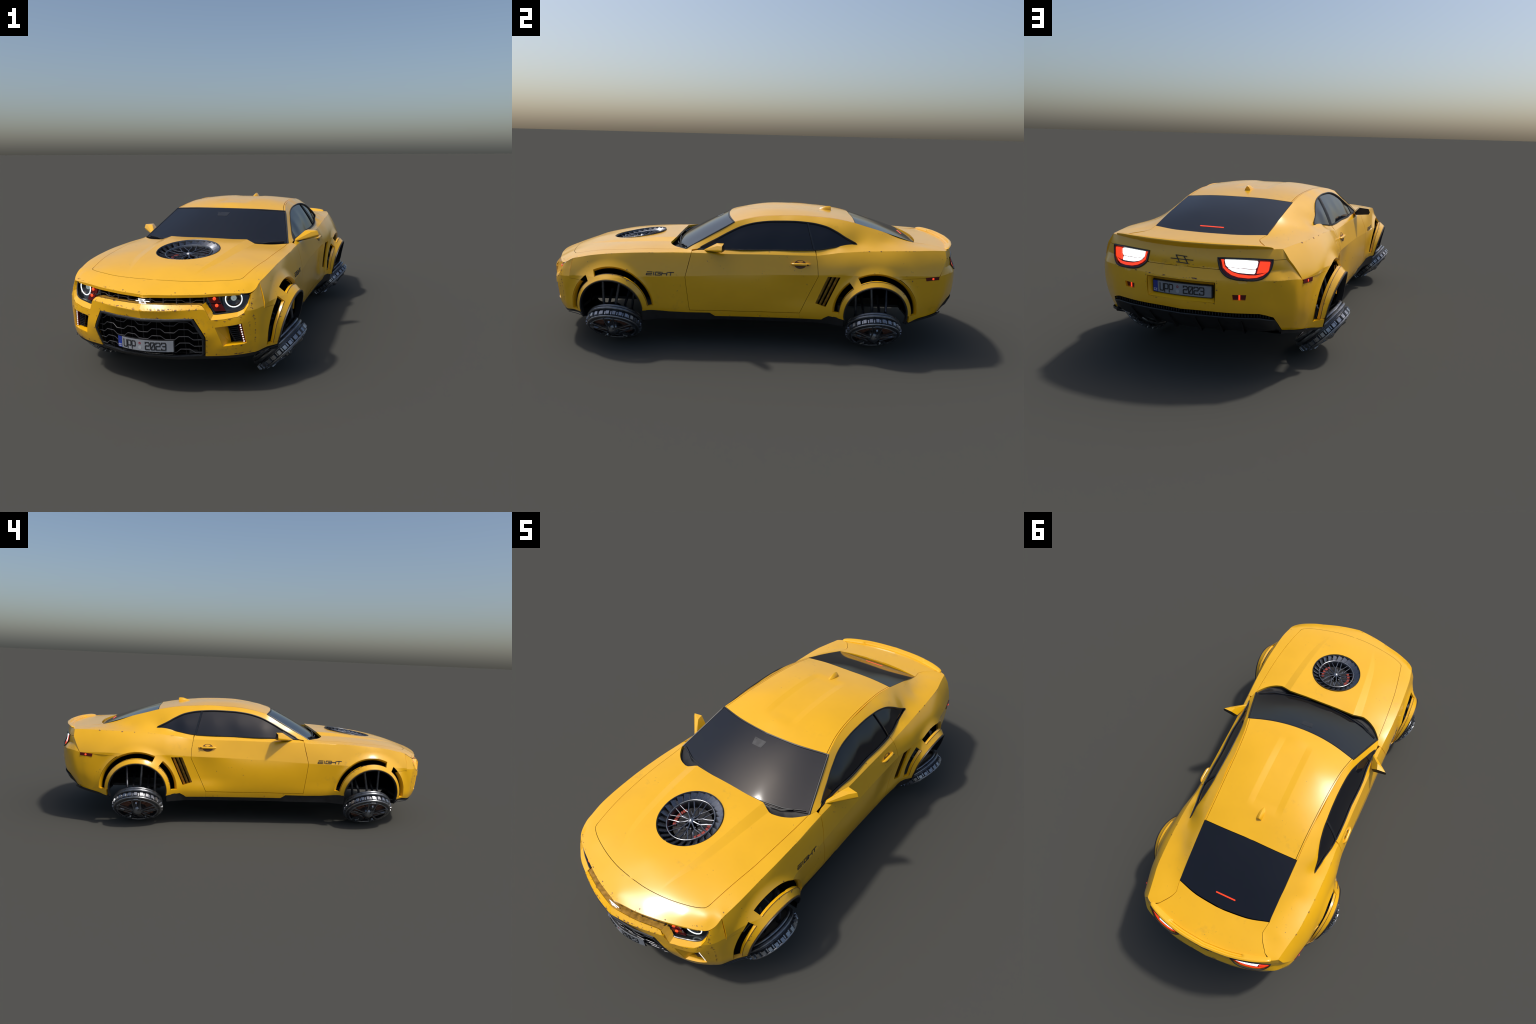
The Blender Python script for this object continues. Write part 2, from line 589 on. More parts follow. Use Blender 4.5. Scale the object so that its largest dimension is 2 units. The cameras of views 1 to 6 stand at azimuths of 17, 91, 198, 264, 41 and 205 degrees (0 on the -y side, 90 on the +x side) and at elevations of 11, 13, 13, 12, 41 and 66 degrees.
# ================================================================ BODY SURFACES (right half, mirrored)
S2 = math.sqrt(.5)
L0_SIDE = [(.366,-.804,.395),(.379,-.709,.416),(.383,-.62,.427),(.386,-.5,.435),(.385,-.41,.438),(.381,-.33,.440),
           (.378,-.262,.440),(.374,-.1,.438),(.372,.06,.440),(.368,.298,.440),(.366,.327,.444),(.369,.40,.456),
           (.368,.5,.465),(.366,.56,.468),(.36,.66,.471),(.353,.74,.472),(.337,.813,.472),(.321,.889,.470)]
LIP = [(0,-.971,.354),(.1,-.953,.357),(.203,-.922,.359),(.28,-.893,.362),(.349,-.854,.366),(.362,-.83,.380),(.366,-.804,.395)]
LIPTOP = [(x, y, z + float(np.interp(x, [0,.28,.349,.362,.4], [.0105,.0095,.004,0,0]))) for x, y, z in LIP]
DITCH = [(.279,-.078,.569),(.258,.02,.590),(.245,.14,.599),(.236,.3,.597),(.232,.4,.588),(.231,.485,.572)]

side_levels = [
    [(.357,-.27,.452),(.356,-.236,.452),(.352,0,.456),(.348,.292,.461),(.345,.33,.466)],
    L0_SIDE,
    [(.377,-.82,.362),(.392,-.709,.380),(.402,-.6,.386),(.403,-.4,.388),(.397,-.27,.39),(.390,-.1,.39),(.386,.1,.395),(.386,.3,.40),(.400,.45,.415),(.403,.6,.42),(.390,.72,.42),(.358,.87,.42)],
    [(.387,-.83,.318),(.402,-.75,.326),(.413,-.6,.332),(.418,-.45,.334),(.411,-.282,.338),(.404,-.142,.345),(.399,.1,.354),(.399,.3,.358),(.415,.45,.365),(.421,.6,.37),(.410,.73,.37),(.382,.855,.364)],
    [(.389,-.82,.23),(.402,-.72,.24),(.405,-.6,.24),(.411,-.4,.24),(.410,-.27,.24),(.408,-.1,.25),(.403,.1,.25),(.392,.24,.25),(.398,.32,.25),(.405,.4,.25),(.408,.6,.25),(.402,.75,.25),(.38,.845,.25)],
    [(.386,-.82,.168),(.398,-.72,.178),(.40,-.6,.18),(.405,-.4,.18),(.403,-.268,.177),(.398,-.1,.177),(.396,.1,.177),(.396,.234,.177),(.404,.4,.18),(.404,.6,.18),(.397,.75,.18),(.366,.85,.185)],
    [(.376,-.82,.135),(.388,-.6,.14),(.39,-.268,.138),(.384,0,.138),(.384,.234,.138),(.392,.4,.14),(.385,.75,.14),(.355,.85,.15)],
]
SIDE = LevelSheet((0,1,0), (1,0,0), side_levels, [1, 3], flare)
SIDE0 = LevelSheet((0,1,0), (1,0,0), side_levels, [1, 3])

def l0_dense(y0, y1, n):
    ys = np.linspace(y0, y1, n)
    return [(float(SIDE0.lev[1][1](y)), float(y), float(SIDE0.lev[1][0](y))) for y in ys]

front_levels = [
    [(0,-.976,.352),(.203,-.930,.353),(.30,-.893,.359),(.349,-.855,.367),(.362,-.83,.381),(.366,-.804,.395),(.379,-.709,.416)],
    [(0,-.984,.338),(.1,-.967,.338),(.205,-.937,.339),(.3,-.901,.339),(.352,-.864,.342),(.376,-.82,.35),(.398,-.72,.362)],
    [(0,-1.0,.317),(.1,-.983,.320),(.202,-.951,.324),(.30,-.909,.312),(.358,-.868,.312),(.386,-.82,.316),(.404,-.72,.328)],
    [(0,-.990,.285),(.179,-.957,.290),(.245,-.933,.268),(.332,-.894,.272),(.372,-.852,.27),(.389,-.812,.27),(.405,-.72,.27)],
    [(0,-.982,.22),(.214,-.942,.224),(.255,-.926,.225),(.337,-.887,.233),(.374,-.846,.225),(.39,-.806,.22),(.402,-.72,.22)],
    [(0,-.968,.17),(.2,-.930,.18),(.268,-.915,.189),(.342,-.877,.19),(.371,-.845,.18),(.388,-.80,.17),(.399,-.72,.17)],
    [(0,-.952,.14),(.196,-.917,.144),(.3,-.885,.147),(.362,-.842,.149),(.380,-.80,.148),(.392,-.72,.148)],
]
FRONT = LevelSheet((S2,S2,0), (S2,-S2,0), front_levels, [1, 2], flare)
FRONT0 = LevelSheet((S2,S2,0), (S2,-S2,0), front_levels, [1, 2])
FRONT.soft_centre = False

rear_levels = [
    [(0,.966,.470),(.15,.952,.470),(.26,.921,.470),(.292,.907,.470),(.321,.889,.470),(.337,.813,.472)],
    [(0,.974,.437),(.126,.967,.437),(.22,.945,.437),(.298,.917,.437),(.335,.89,.437),(.357,.81,.437)],
    [(0,.979,.401),(.126,.971,.402),(.2,.955,.402),(.30,.921,.402),(.350,.887,.402),(.375,.80,.41)],
    [(0,.998,.367),(.12,.989,.369),(.205,.972,.371),(.267,.953,.373),(.335,.921,.373),(.366,.886,.371),(.384,.85,.366),(.408,.73,.37)],
    [(0,1.0,.31),(.12,.991,.31),(.2,.976,.315),(.3,.939,.315),(.362,.893,.31),(.385,.845,.31),(.406,.73,.31)],
    [(0,.991,.257),(.2,.967,.257),(.3,.929,.25),(.36,.881,.25),(.382,.837,.25),(.402,.75,.25)],
    [(0,.945,.185),(.2,.926,.185),(.318,.882,.185),(.35,.858,.185),(.370,.825,.185),(.397,.75,.185)],
    [(0,.905,.15),(.318,.868,.15),(.36,.825,.15),(.39,.75,.15)],
]
REAR = LevelSheet((S2,-S2,0), (S2,S2,0), rear_levels, [2, 3], flare)
REAR0 = LevelSheet((S2,-S2,0), (S2,S2,0), rear_levels, [2, 3])

# hood / nose / fender tops --------------------------------------------------
dome_h = pchip([-.90,-.86,-.68,-.5,-.36,-.2], [0,0,.0055,.010,.0135,.0135])
dome_in = pchip([-.95,-.86,-.68,-.36,-.2], [.118,.124,.152,.180,.19])
dome_out = pchip([-.95,-.86,-.68,-.36,-.2], [.121,.129,.182,.221,.235])
def dome(P):
    P = P.copy()
    x, y = np.abs(P[:, 0]), P[:, 1]
    a, b = dome_in(y), dome_out(y)
    P[:, 2] += dome_h(y) * np.clip((b - x) / np.maximum(b - a, 1e-4), 0, 1)
    return P
hc = [(0,-.971,.3645),(0,-.955,.373),(0,-.93,.383),(0,-.885,.398),(0,-.8,.425),(0,-.71,.440),(0,-.582,.457),(0,-.454,.470),(0,-.36,.472)]
hood_pts = [(x, y, z - float(dome_h(y))) for x, y, z in hc]
hood_pts += [(.12,y,z - float(dome_h(y)) - d) for y, z, d in [(-.93,.376,0),(-.86,.403,0),(-.71,.439,.001),(-.582,.455,.001),(-.454,.469,.001),(-.36,.472,.001)]]
hood_pts += LIPTOP[1:-1] + l0_dense(-.804, -.255, 22)
hood_pts += [(.22,-.378,.4575),(.25,-.5,.4505),(.24,-.62,.442),(.22,-.72,.430),(.2,-.82,.411)]
hood_pts += [(.307,-.791,.408),(.335,-.6,.434),(.343,-.45,.444),(.347,-.293,.450),(.357,-.255,.450),(.30,-.36,.452),(.33,-.835,.390),(.25,-.87,.390)]
HOOD = SplineSheet((1,0,0), (0,1,0), (0,0,1), hood_pts, True, 2e-6, dome)

# roof ------------------------------------------------------------------------
chan = pchip([-.12,-.06,.0,.3,.36,.5], [0,0,.0035,.0035,0,0])
def channel(P):
    P = P.copy()
    x = np.abs(P[:, 0])
    P[:, 2] -= chan(P[:, 1]) * np.clip((.085 - x) / .03, 0, 1)
    return P
roof_pts = [(0,-.125,.579),(0,-.06,.600),(0,.0,.609),(0,.08,.615),(0,.15,.617),(0,.25,.614),(0,.388,.599),(0,.485,.582)]
roof_pts += [(.14,-.113,.577),(.14,.08,.612),(.13,.25,.6115),(.12,.388,.597),(.12,.487,.5805)] + DITCH
ROOF = SplineSheet((1,0,0), (0,1,0), (0,0,1), roof_pts, True, 1e-6, channel)

# windscreen, rear window --------------------------------------------------------
WS = [(0,-.125,.579),(.14,-.113,.577),(.279,-.078,.569),(.3115,-.185,.5105),(.345,-.293,.450),(.2,-.348,.449),(0,-.372,.449),(0,-.25,.517),(.15,-.236,.516)]
n1 = V(0,-.48,.877); n1 /= np.linalg.norm(n1)
WIND = SplineSheet((1,0,0), (0,n1[2],-n1[1]), n1, WS, True, 1e-6)
RW = [(0,.485,.582),(.12,.487,.5805),(.231,.485,.572),(.228,.62,.5335),(.224,.764,.487),(.12,.791,.478),(0,.802,.475),(0,.64,.535),(.12,.635,.5355)]
n2 = V(0,.3,.954); n2 /= np.linalg.norm(n2)
RWIN = SplineSheet((1,0,0), (0,n2[2],-n2[1]), n2, RW, True, 1e-6)

# deck ------------------------------------------------------------------------------
deck_pts = [(.224,.764,.487),(.12,.791,.484),(0,.802,.484),(.215,.815,.480),(.26,.889,.473),(0,.966,.470),(.15,.952,.470),(.26,.921,.470),
            (.292,.907,.470),(0,.88,.478),(.12,.87,.478),(.321,.889,.470),(.27,.80,.479)]
DECK = SplineSheet((1,0,0), (0,1,0), (0,0,1), deck_pts, True, 1e-6)

# pillars and haunch (seen along the 45 degree diagonal) ---------------------------------
def gx(y, z): return .352 - .60*(z - .456) - .03*max(0, y - .3) - .0*y
win_top = [(-.236,.452),(-.182,.481),(-.154,.495),(-.096,.526),(-.035,.553),(.035,.5695),(.10,.576),(.19,.578),(.267,.574),(.342,.5605),(.40,.535),(.43,.5175),(.486,.489)]
win_bot = [(.486,.489),(.39,.475),(.297,.4615),(.1,.4575),(-.1,.4545),(-.236,.452)]
w3 = lambda yz: [(gx(y, z), y, z) for y, z in yz]
pill_pts = DITCH + [(.3115,-.185,.5105),(.345,-.293,.450),(.357,-.262,.450)] + w3(win_top[1:-1]) + [(.319,.486,.489)]
pill_pts += [(.348,.30,.4615),(.334,.39,.475)] + [p for p in L0_SIDE if p[1] > .29] + [(.228,.62,.5335),(.224,.764,.487),(.215,.815,.480),(.26,.889,.474),(.292,.906,.470)]
pill_pts += [(.290,.62,.4935),(.302,.55,.5005),(.287,.70,.4855),(.29,.80,.4785),(.277,.48,.535)]
pill_pts = [p for p in pill_pts if p not in L0_SIDE] + l0_dense(.302, .889, 24)
PILL = SplineSheet((0,1,0), (S2,0,-S2), (S2,0,S2), pill_pts, False, 1e-6)

# ------------------------------------------------------------------ panels
def centre_line(sh, z0, z1, n=12):
    out = []
    sgn = 1
    for z in np.linspace(z0, z1, n):
        lo, hi = -.75, -.6
        f = lambda t: sh.lift(V(t, z)[None])[0, 0]
        for _ in range(50):
            m = (lo + hi)/2
            if f(m) > 0: hi = m
            else: lo = m
        out.append((hi, z))
    return np.array(out)

def xline(sh, pts3):
    return sh.to2(pts3)

CF, CR = WHEELS
f_slot1 = np.r_[arcd(CF,.191,115,5), arcd(CF,.163,5,115)]
r_slot2 = np.r_[arcd(CR,.193,129.5,179), arcd(CR,.161,179,129.5)]
vent_quad = V([.354,.354],[.410,.354],[.350,.212],[.303,.227]) if False else np.array([(.354,.354),(.410,.354),(.350,.212),(.303,.227)])

def slot_rim(arc_out, c, r_in, depth, sheet):
    """Rounded-in shoulder between the body skin and the dark slot."""
    rows = []
    for k, s in enumerate(np.linspace(0, 1, 5)):
        a = arc_out.copy()
        rr = np.hypot(a[:, 0]-c[0], a[:, 1]-c[1])
        q = c + (a - c) * ((rr + (r_in - rr)*s) / rr)[:, None]
        P = sheet.lift(a)
        P2 = np.c_[P[:, 0] - depth * (s**1.6), q]
        rows.append(P2)
    return loft(rows)

def build_body():
    # ---- hood
    seam_front = curve3([(0,-.884,0),(.06,-.882,0),(.11,-.876,0),(.22,-.850,0),(.285,-.823,0),(.303,-.808,0),(.307,-.791,0)], step=.012)[:, :2]
    seam_side = curve3([(.307,-.791,0),(.322,-.69,0),(.335,-.58,0),(.343,-.43,0),(.346,-.294,0)], step=.02)[:, :2]
    hood_rear = curve3([(.346,-.294,0),(.325,-.322,0),(.30,-.348,0),(.262,-.371,0),(.235,-.379,0)], step=.012)[:, :2]
    hood_rear = np.r_[hood_rear, np.array([(.221,-.378),(.18,-.362),(.09,-.365),(0,-.366)])]
    ys = np.linspace(-.86, -.362, 40)
    dl = [np.stack([dome_in(ys), ys], 1), np.stack([dome_out(ys), ys], 1)]
    fan_hole = arcd((0,-.582), .1285, -90, 90)
    outer = np.r_[[(0,-.884)], seam_front[1:], seam_side[1:], hood_rear[1:], fan_hole[::-1]]
    B = panel(HOOD, outer, lines=dl, h=.011, depth=.012, gap=.0019)
    whole('hood', B, 'paint')
    # ---- nose cowl
    lipc = curve3(LIP, step=.012)
    outer = np.r_[[(0,-.884)], seam_front[1:], lipc[::-1][:, :2]]
    B = panel(HOOD, outer, h=.010, depth=.0, gap=.0)
    # rolled lip edge
    lo = lipc + V(0, 0, 0)
    nn = np.stack([np.interp(np.arange(len(lo)), [0, len(lo)*.75, len(lo)-1], [0, .35, .6]), np.full(len(lo), -1.0), np.zeros(len(lo))], 1)
    lo_in = HOOD.lift(lo[:, :2])
    hd = np.interp(lo[:, 0], [0,.28,.349,.4], [.0105,.0095,.004,.001])
    k = min(len(lo), int(len(lo)*.80))
    down = lo_in.copy(); down[:, 2] -= hd; down[:, 1] += .0015
    back = down.copy(); back[:, 1] += .035; back[:, 0] *= .93
    B.merge(loft([lo_in[:k], down[:k], back[:k]]))
    whole('nose_cowl', B, 'paint')
    # ---- fender: top strip + side
    l0f = np.array(l0_dense(-.804, -.262, 30))
    outer = np.r_[seam_side, [(.357,-.262)], l0f[::-1][:, :2]]
    B = panel(HOOD, outer, h=.012, depth=.01, gap=0)
    l0 = l0f[:, 1:]
    seam_slot = 180 - math.degrees(math.asin((.306-CF[1])/.188))
    a184 = 180 + math.degrees(math.asin((CF[1]-.170)/.160))
    outer = np.r_[l0, [(-.286,.335),(-.268,.177),(-.268,.166),(-.36,.168),(-.45,.175)],
                  arcd(CF, LIP_R, -2, 185.2), [(-.7765,.170)], arcd(CF,.160,a184,127.6), arcd(CF,.188,127.6,seam_slot), [(-.817,.309)]]
    B.merge(panel(SIDE, outer, [f_slot1], h=.011, depth=.012, hole_depth=.012, gap=0, nsheet=SIDE0))
    B.merge(slot_rim(arcd(CF,.191,115,5), np.array(CF), .1765, .016, SIDE))
    both('fender', B, 'paint')
    # ---- door
    dtop = SIDE.to2([(0,y,z) for y, z in [(.297,.4605),(.1,.4565),(-.1,.4535),(-.236,.451),(-.262,.447)]])
    outer = np.r_[dtop, [(-.262,.440),(-.270,.40),(-.286,.335),(-.268,.177),(.234,.177),(.312,.350),(.309,.40),(.302,.440)]]
    both('door', panel(SIDE, outer, h=.012, depth=.012, gap=.0018), 'paint')
    # ---- rocker
    outer = np.array([(-.268,.177),(-.268,.166),(-.176,.166),(-.152,.149),(.334,.149),(.36,.166),(.432,.163),(.4325,.19),(.36,.19),(.28,.19),(.234,.177)])
    outer = np.array([(-.268,.177),(-.268,.166),(-.176,.166),(-.152,.149),(.234,.149),(.234,.177)])
    both('rocker_panel', panel(SIDE, outer, h=.012, depth=.03, gap=.0004, inward=V(1,0,0)), 'paint')
    # ---- rear quarter
    l0r = np.array(l0_dense(.302, .889, 32))
    lq = l0r[:, 1:]
    th = math.degrees(math.asin((.355-CR[1])/.192))
    outer = np.r_[lq, [(.890,.437),(.854,.362),(.80,.361)], arcd(CR,.192,th,116.6), arcd(CR,.161,116.6,.7), [(.713,.190)],
                  arcd(CR, LIP_R, .8, 190.4), [(.40,.166),(.365,.170),(.345,.158),(.334,.149),(.234,.149),(.234,.177),(.312,.350),(.309,.40)]]
    BQ = panel(SIDE, outer, [r_slot2, vent_quad], h=.011, depth=.012, hole_depth=.014, gap=0, nsheet=SIDE0)
    BQ.merge(slot_rim(arcd(CR,.192,th,116.6), np.array(CR), .1785, .017, SIDE))
    BQ.merge(slot_rim(arcd(CR,.193,129.5,179), np.array(CR), .1785, .017, SIDE))
    both('rear_quarter', BQ, 'paint')
    # ---- pillar and haunch skin
    ws_edge = curve3([(.345,-.293,.450),(.3115,-.185,.5105),(.279,-.078,.569)], step=.015)
    dit = curve3(DITCH, step=.015)
    rw_edge = curve3([(.231,.485,.572),(.228,.62,.5335),(.224,.764,.487)], step=.015)
    tail = curve3([(.215,.815,.480),(.222,.835,.478),(.26,.889,.474)], step=.012)
    path = np.r_[ws_edge, dit[1:], rw_edge[1:], tail, [(.292,.906,.470)], l0r[::-1], [(.348,.300,.4615)]]
    wb = np.array(w3([(.39,.475)])) * 0 + np.array([(.334,.39,.475)])
    wt = curve3([(gx(y, z), y, z) if y < .48 else (.319,.486,.489) for y, z in win_top], step=.012)
    path = np.r_[path, wb, wt[::-1], [(.357,-.262,.450)]]
    q = PILL.to2(path)
    both('pillar_skin', panel(PILL, q, h=.011, depth=.012, gap=0), 'paint')
    # ---- roof + moulding strip
    rf = curve3([(0,-.125,0),(.14,-.113,0),(.279,-.078,0)], step=.02)[:, :2]
    inner = dit.copy(); inner[:, 0] -= .008
    rr = curve3([(.231,.485,0),(.12,.487,0),(0,.485,0)], step=.02)[:, :2]
    q = np.r_[rf[rf[:, 0] < .268], inner[:, :2], rr[rr[:, 0] < .222]]
    ys = np.linspace(-.1, .4, 40)
    whole('roof', panel(ROOF, q, lines=[np.stack([np.full(40,.085), ys],1), np.stack([np.full(40,.055), ys],1)], h=.013, depth=.01), 'paint')
    q = np.r_[dit[:, :2], inner[::-1][:, :2]]
    both('roof_moulding', panel(ROOF, q, h=.008, depth=.008, gap=.0013), 'paint')
    # ---- glass
    wsb = curve3([(.345,-.293,.450),(.2,-.348,.449),(0,-.372,.449)], step=.02)
    wst = curve3([(0,-.125,.579),(.14,-.113,.577),(.279,-.078,.569)], step=.02)
    q = WIND.to2(np.r_[wst, ws_edge[::-1][1:], wsb[1:]])
    whole('windscreen', panel(WIND, q, h=.016, depth=.006, gap=.004), 'glass')
    rwb = curve3([(.224,.764,.487),(.12,.791,.486),(0,.802,.486)], step=.02)
    rwt = curve3([(0,.485,.582),(.12,.487,.5805),(.231,.485,.572)], step=.02)
    q = RWIN.to2(np.r_[rwt, rw_edge[1:], rwb[1:]])
    whole('rear_window', panel(RWIN, q, h=.016, depth=.006, gap=.0015), 'glass')
    # windscreen surround
    e = np.r_[wst[:0], curve3(WS[:0] + [(0,-.125,.579),(.14,-.113,.577),(.279,-.078,.569)], step=.02), ws_edge[::-1][1:]]
    e = e + n1*-.0015
    whole('windscreen_seal', tube(e, .004, 6), 'rubber')
    # ---- deck lid
    q = np.r_[rwb[::-1][:, :2], tail[:, :2], [(.286,.908)], curve3([(.26,.921,0),(.15,.952,0),(0,.966,0)], step=.02)[:, :2]]
    whole('trunk_lid', panel(DECK, q, h=.012, depth=.010, gap=.0018), 'paint')
    # ---- rear face and bumper
    tl = REAR0.to2(tail_outline3())
    cl = centre_line(REAR0, .470, .401, 6)
    r0 = np.r_[cl[:1], REAR0.to2(curve3([(.02,.9655,.470),(.15,.952,.470),(.26,.921,.470),(.292,.907,.470),(.321,.889,.470)], step=.015))]
    ra = np.r_[cl[-1:], REAR0.to2([rear_pt(x, .4015) for x in (.04,.08,.126,.137)])]
    # taillight outline runs inner top -> bottom -> outer top
    q = np.r_[r0, REAR0.to2([(.335,.890,.437)]), tl[::-1][:1], tl[:2], ra[::-1][1:], cl[::-1][1:-1]]
    whole('rear_face', panel(REAR, q, h=.011, depth=.012, gap=.0), 'paint')
    sp = lambda yz: REAR0.to2(SIDE0.lift(np.array(yz)))
    db = [tuple(rear_pt(max(x,1e-4), z)) for x, z in DIFF]
    cl2 = centre_line(REAR0, .257, .401, 14)
    seam = sp([(.854,.361),(.80,.3605)])
    q = np.r_[cl2, ra[1:], tl[2:], REAR0.to2([(.335,.890,.437),(.362,.872,.40)]), seam, sp(arcd(CR,.192,th,.7)), sp([(.732,.190),(.713,.190)]),
              sp(arcd(CR, LIP_R, 0, -12.5)), sp([(.73,.158),(.80,.171)]), REAR0.to2([(.352,.866,.184),(.335,.878,.186)]), REAR0.to2(db[::-1])]
    plate_hole = REAR0.to2([(0,.99,.363),(.124,.988,.359),(.122,.984,.291),(0,.987,.291)])
    fog = REAR0.to2([rear_pt(x, z) for x, z in [(.181,.3235),(.226,.3245),(.223,.305),(.183,.304)]])
    # plate recess is cut from the centre line outwards, so it joins the outline
    z_hi, z_lo = .361, .291
    ci = [p for p in cl2 if p[1] < z_lo - .002] + [tuple(centre_line(REAR0, z_lo, z_lo+.001, 2)[0])]
    pr = REAR0.to2([rear_pt(.122, z_lo), rear_pt(.124, .359)])
    co = [tuple(centre_line(REAR0, z_hi, z_hi+.001, 2)[0])] + [p for p in cl2 if p[1] > z_hi + .002]
    q = np.r_[np.array(ci), pr, np.array(co), q[len(cl2):]]
    B = panel(REAR, q, [fog], h=.011, depth=.014, gap=.0014, hole_depth=.012, nsheet=REAR0)
    B.merge(slot_rim(arcd(CR,.192,.7,th), np.array(CR), .1785, .017, SIDE))
    whole('rear_bumper', B, 'paint')
    # ---- front bumper
    fp = lambda yz: FRONT0.to2(SIDE0.lift(np.array(yz)))
    cl = centre_line(FRONT0, .338, .286, 8)
    ridge = FRONT0.to2(curve3([(0,-.984,.338),(.1,-.967,.338),(.19,-.9415,.339),(.203,-.938,.336)], step=.012))
    hlo = FRONT0.to2([(.230,-.934,.286),(.27,-.921,.288),(.318,-.901,.295),(.338,-.889,.306),(.349,-.873,.330),(.352,-.857,.362)])
    up = FRONT0.to2(curve3(LIP[4:], step=.012))
    aa = 180 + math.degrees(math.asin((CF[1]-.170)/.188))
    q = np.r_[ridge, hlo, up, fp([(-.817,.309)]), fp(arcd(CF,.188,seam_slot,aa)), fp([(-.7765,.170),(-.7585,.170)]), fp(arcd(CF,LIP_R,185.2,190)), fp([(-.80,.160)]),
              FRONT0.to2([(.367,-.842,.153),(.3,-.885,.150),(.203,-.917,.146),(.214,-.942,.224),(.179,-.957,.291),(.1,-.978,.287)]), cl[::-1]]
    intake = FRONT0.to2([(.245,-.932,.259),(.332,-.895,.271),(.342,-.879,.197),(.268,-.915,.189)])
    B = panel(FRONT, q, [intake], h=.010, depth=.014, gap=.0012, hole_depth=.02, nsheet=FRONT0)
    B.merge(slot_rim(arcd(CF,.188,seam_slot,aa), np.array(CF), .1755, .016, SIDE))
    # shelf behind the upper ridge and flange round the headlight
    rg = curve3([(0,-.984,.338),(.1,-.967,.338),(.19,-.9415,.339),(.203,-.938,.337)], step=.012)
    bk = rg + V(0, .034, -.004)
    whole('bumper_shelf', loft([rg + V(0,.001,-.0003), bk, bk + V(0,.004,.0)]), 'grimy_shaded')
    fo = np.array([(.203,-.938,.337),(.230,-.934,.286),(.27,-.921,.288),(.318,-.901,.295),(.338,-.889,.306),(.349,-.873,.330),(.352,-.857,.362)])
    fo = FRONT.lift(FRONT0.to2(fo))
    fi = np.array([(.206,-.905,.340),(.236,-.915,.3015),(.27,-.903,.304),(.312,-.884,.309),(.330,-.872,.318),(.340,-.858,.336),(.345,-.842,.364)])
    B.merge(strip(resample(fo, .02, False), interp_like(fi, fo, .02)))
    whole('front_bumper', B, 'paint')

def interp_like(b, a, h):
    """Resample b segment by segment with the same counts resample(a, h) uses."""
    out = []
    for i in range(len(a)-1):
        k = max(1, int(math.ceil(np.linalg.norm(a[i+1]-a[i]) / h)))
        for j in range(k): out.append(b[i] + (b[i+1]-b[i])*j/k)
    out.append(b[-1])
    return np.array(out)

DIFF = [(0,.257),(.1,.257),(.191,.257),(.264,.258),(.285,.252),(.304,.243),(.313,.215),(.321,.188)]
TAIL = [(.126,.438),(.135,.404),(.148,.390),(.166,.380),(.194,.3745),(.241,.3735),(.268,.378),(.284,.391),(.294,.411),(.298,.437)]
def rear_pt(x, z):
    """Point of the rear sheet at lateral position x and height z."""
    lo, hi = -.72, -.2
    for _ in range(40):
        m = (lo+hi)/2
        if REAR0.lift(V(m, z)[None])[0, 0] > x: hi = m
        else: lo = m
    return REAR0.lift(V(lo, z)[None])[0]
def front_pt(x, z):
    lo, hi = -.73, -.2
    for _ in range(40):
        m = (lo+hi)/2
        if FRONT0.lift(V(m, z)[None])[0, 0] > x: hi = m
        else: lo = m
    return FRONT0.lift(V(lo, z)[None])[0]
def tail_outline3(): return np.array([rear_pt(x, z) for x, z in TAIL])
# ================================================================ DETAILS
X_, Y_, Z_ = V(1,0,0), V(0,1,0), V(0,0,1)
def unit(a): a = np.asarray(a, float); return a / np.linalg.norm(a)

GLYPH = {
 'U': [[(0,1),(0,.12),(.14,0),(.86,0),(1,.12),(1,1)]],
 'P': [[(0,-.12),(0,1),(.86,1),(1,.86),(1,.42),(.86,.30),(.12,.30)]],
 '2': [[(0,.80),(0,1),(.86,1),(1,.86),(1,.62),(.88,.52),(.12,.52),(0,.42),(0,0),(1,0)]],
 '0': [[(.1,0),(0,.1),(0,.9),(.1,1),(.9,1),(1,.9),(1,.1),(.9,0),(.1,0)],[(.08,.12),(.92,.88)]],
 '3': [[(0,.80),(0,1),(.86,1),(1,.86),(1,.62),(.9,.52),(.3,.52)],[(.9,.52),(1,.42),(1,.12),(.86,0),(0,0),(0,.18)]],
 'C': [[(1,1),(0,1),(0,0),(1,0)]],
 'Z': [[(0,1),(1,1),(0,0),(1,0)]],
 'E': [[(1,1),(.06,1)],[(1,.5),(0,.5),(0,0),(1,0)]],
 'I': [[(.5,0),(.5,1)]],
 'G': [[(1,1),(0,1),(0,0),(1,0),(1,.5),(.5,.5)]],
 'H': [[(0,0),(0,1)],[(1,0),(1,1)],[(0,.5),(1,.5)]],
 'T': [[(0,1),(1,1)],[(.5,.8),(.5,0)]],
}
def strokes(lines, place, w, d, lift=0.0):
    """Raised strokes. place(u, v) -> (point, right, up, out)."""
    B = Buf(); k = 0
    for pl in lines:
        for a, b in zip(pl[:-1], pl[1:]):
            pa, pb = place(*a), place(*b)
            p, q = pa[0], pb[0]
            out = unit(pa[3] + pb[3])
            t = q - p; L = np.linalg.norm(t); t = t / L
            s = np.cross(out, t)
            k += 1
            B.merge(box((p+q)/2 + out*(lift + d/2 + k*.00007), t, s, out, L/2 + w*.45, w/2, d/2))
    return B
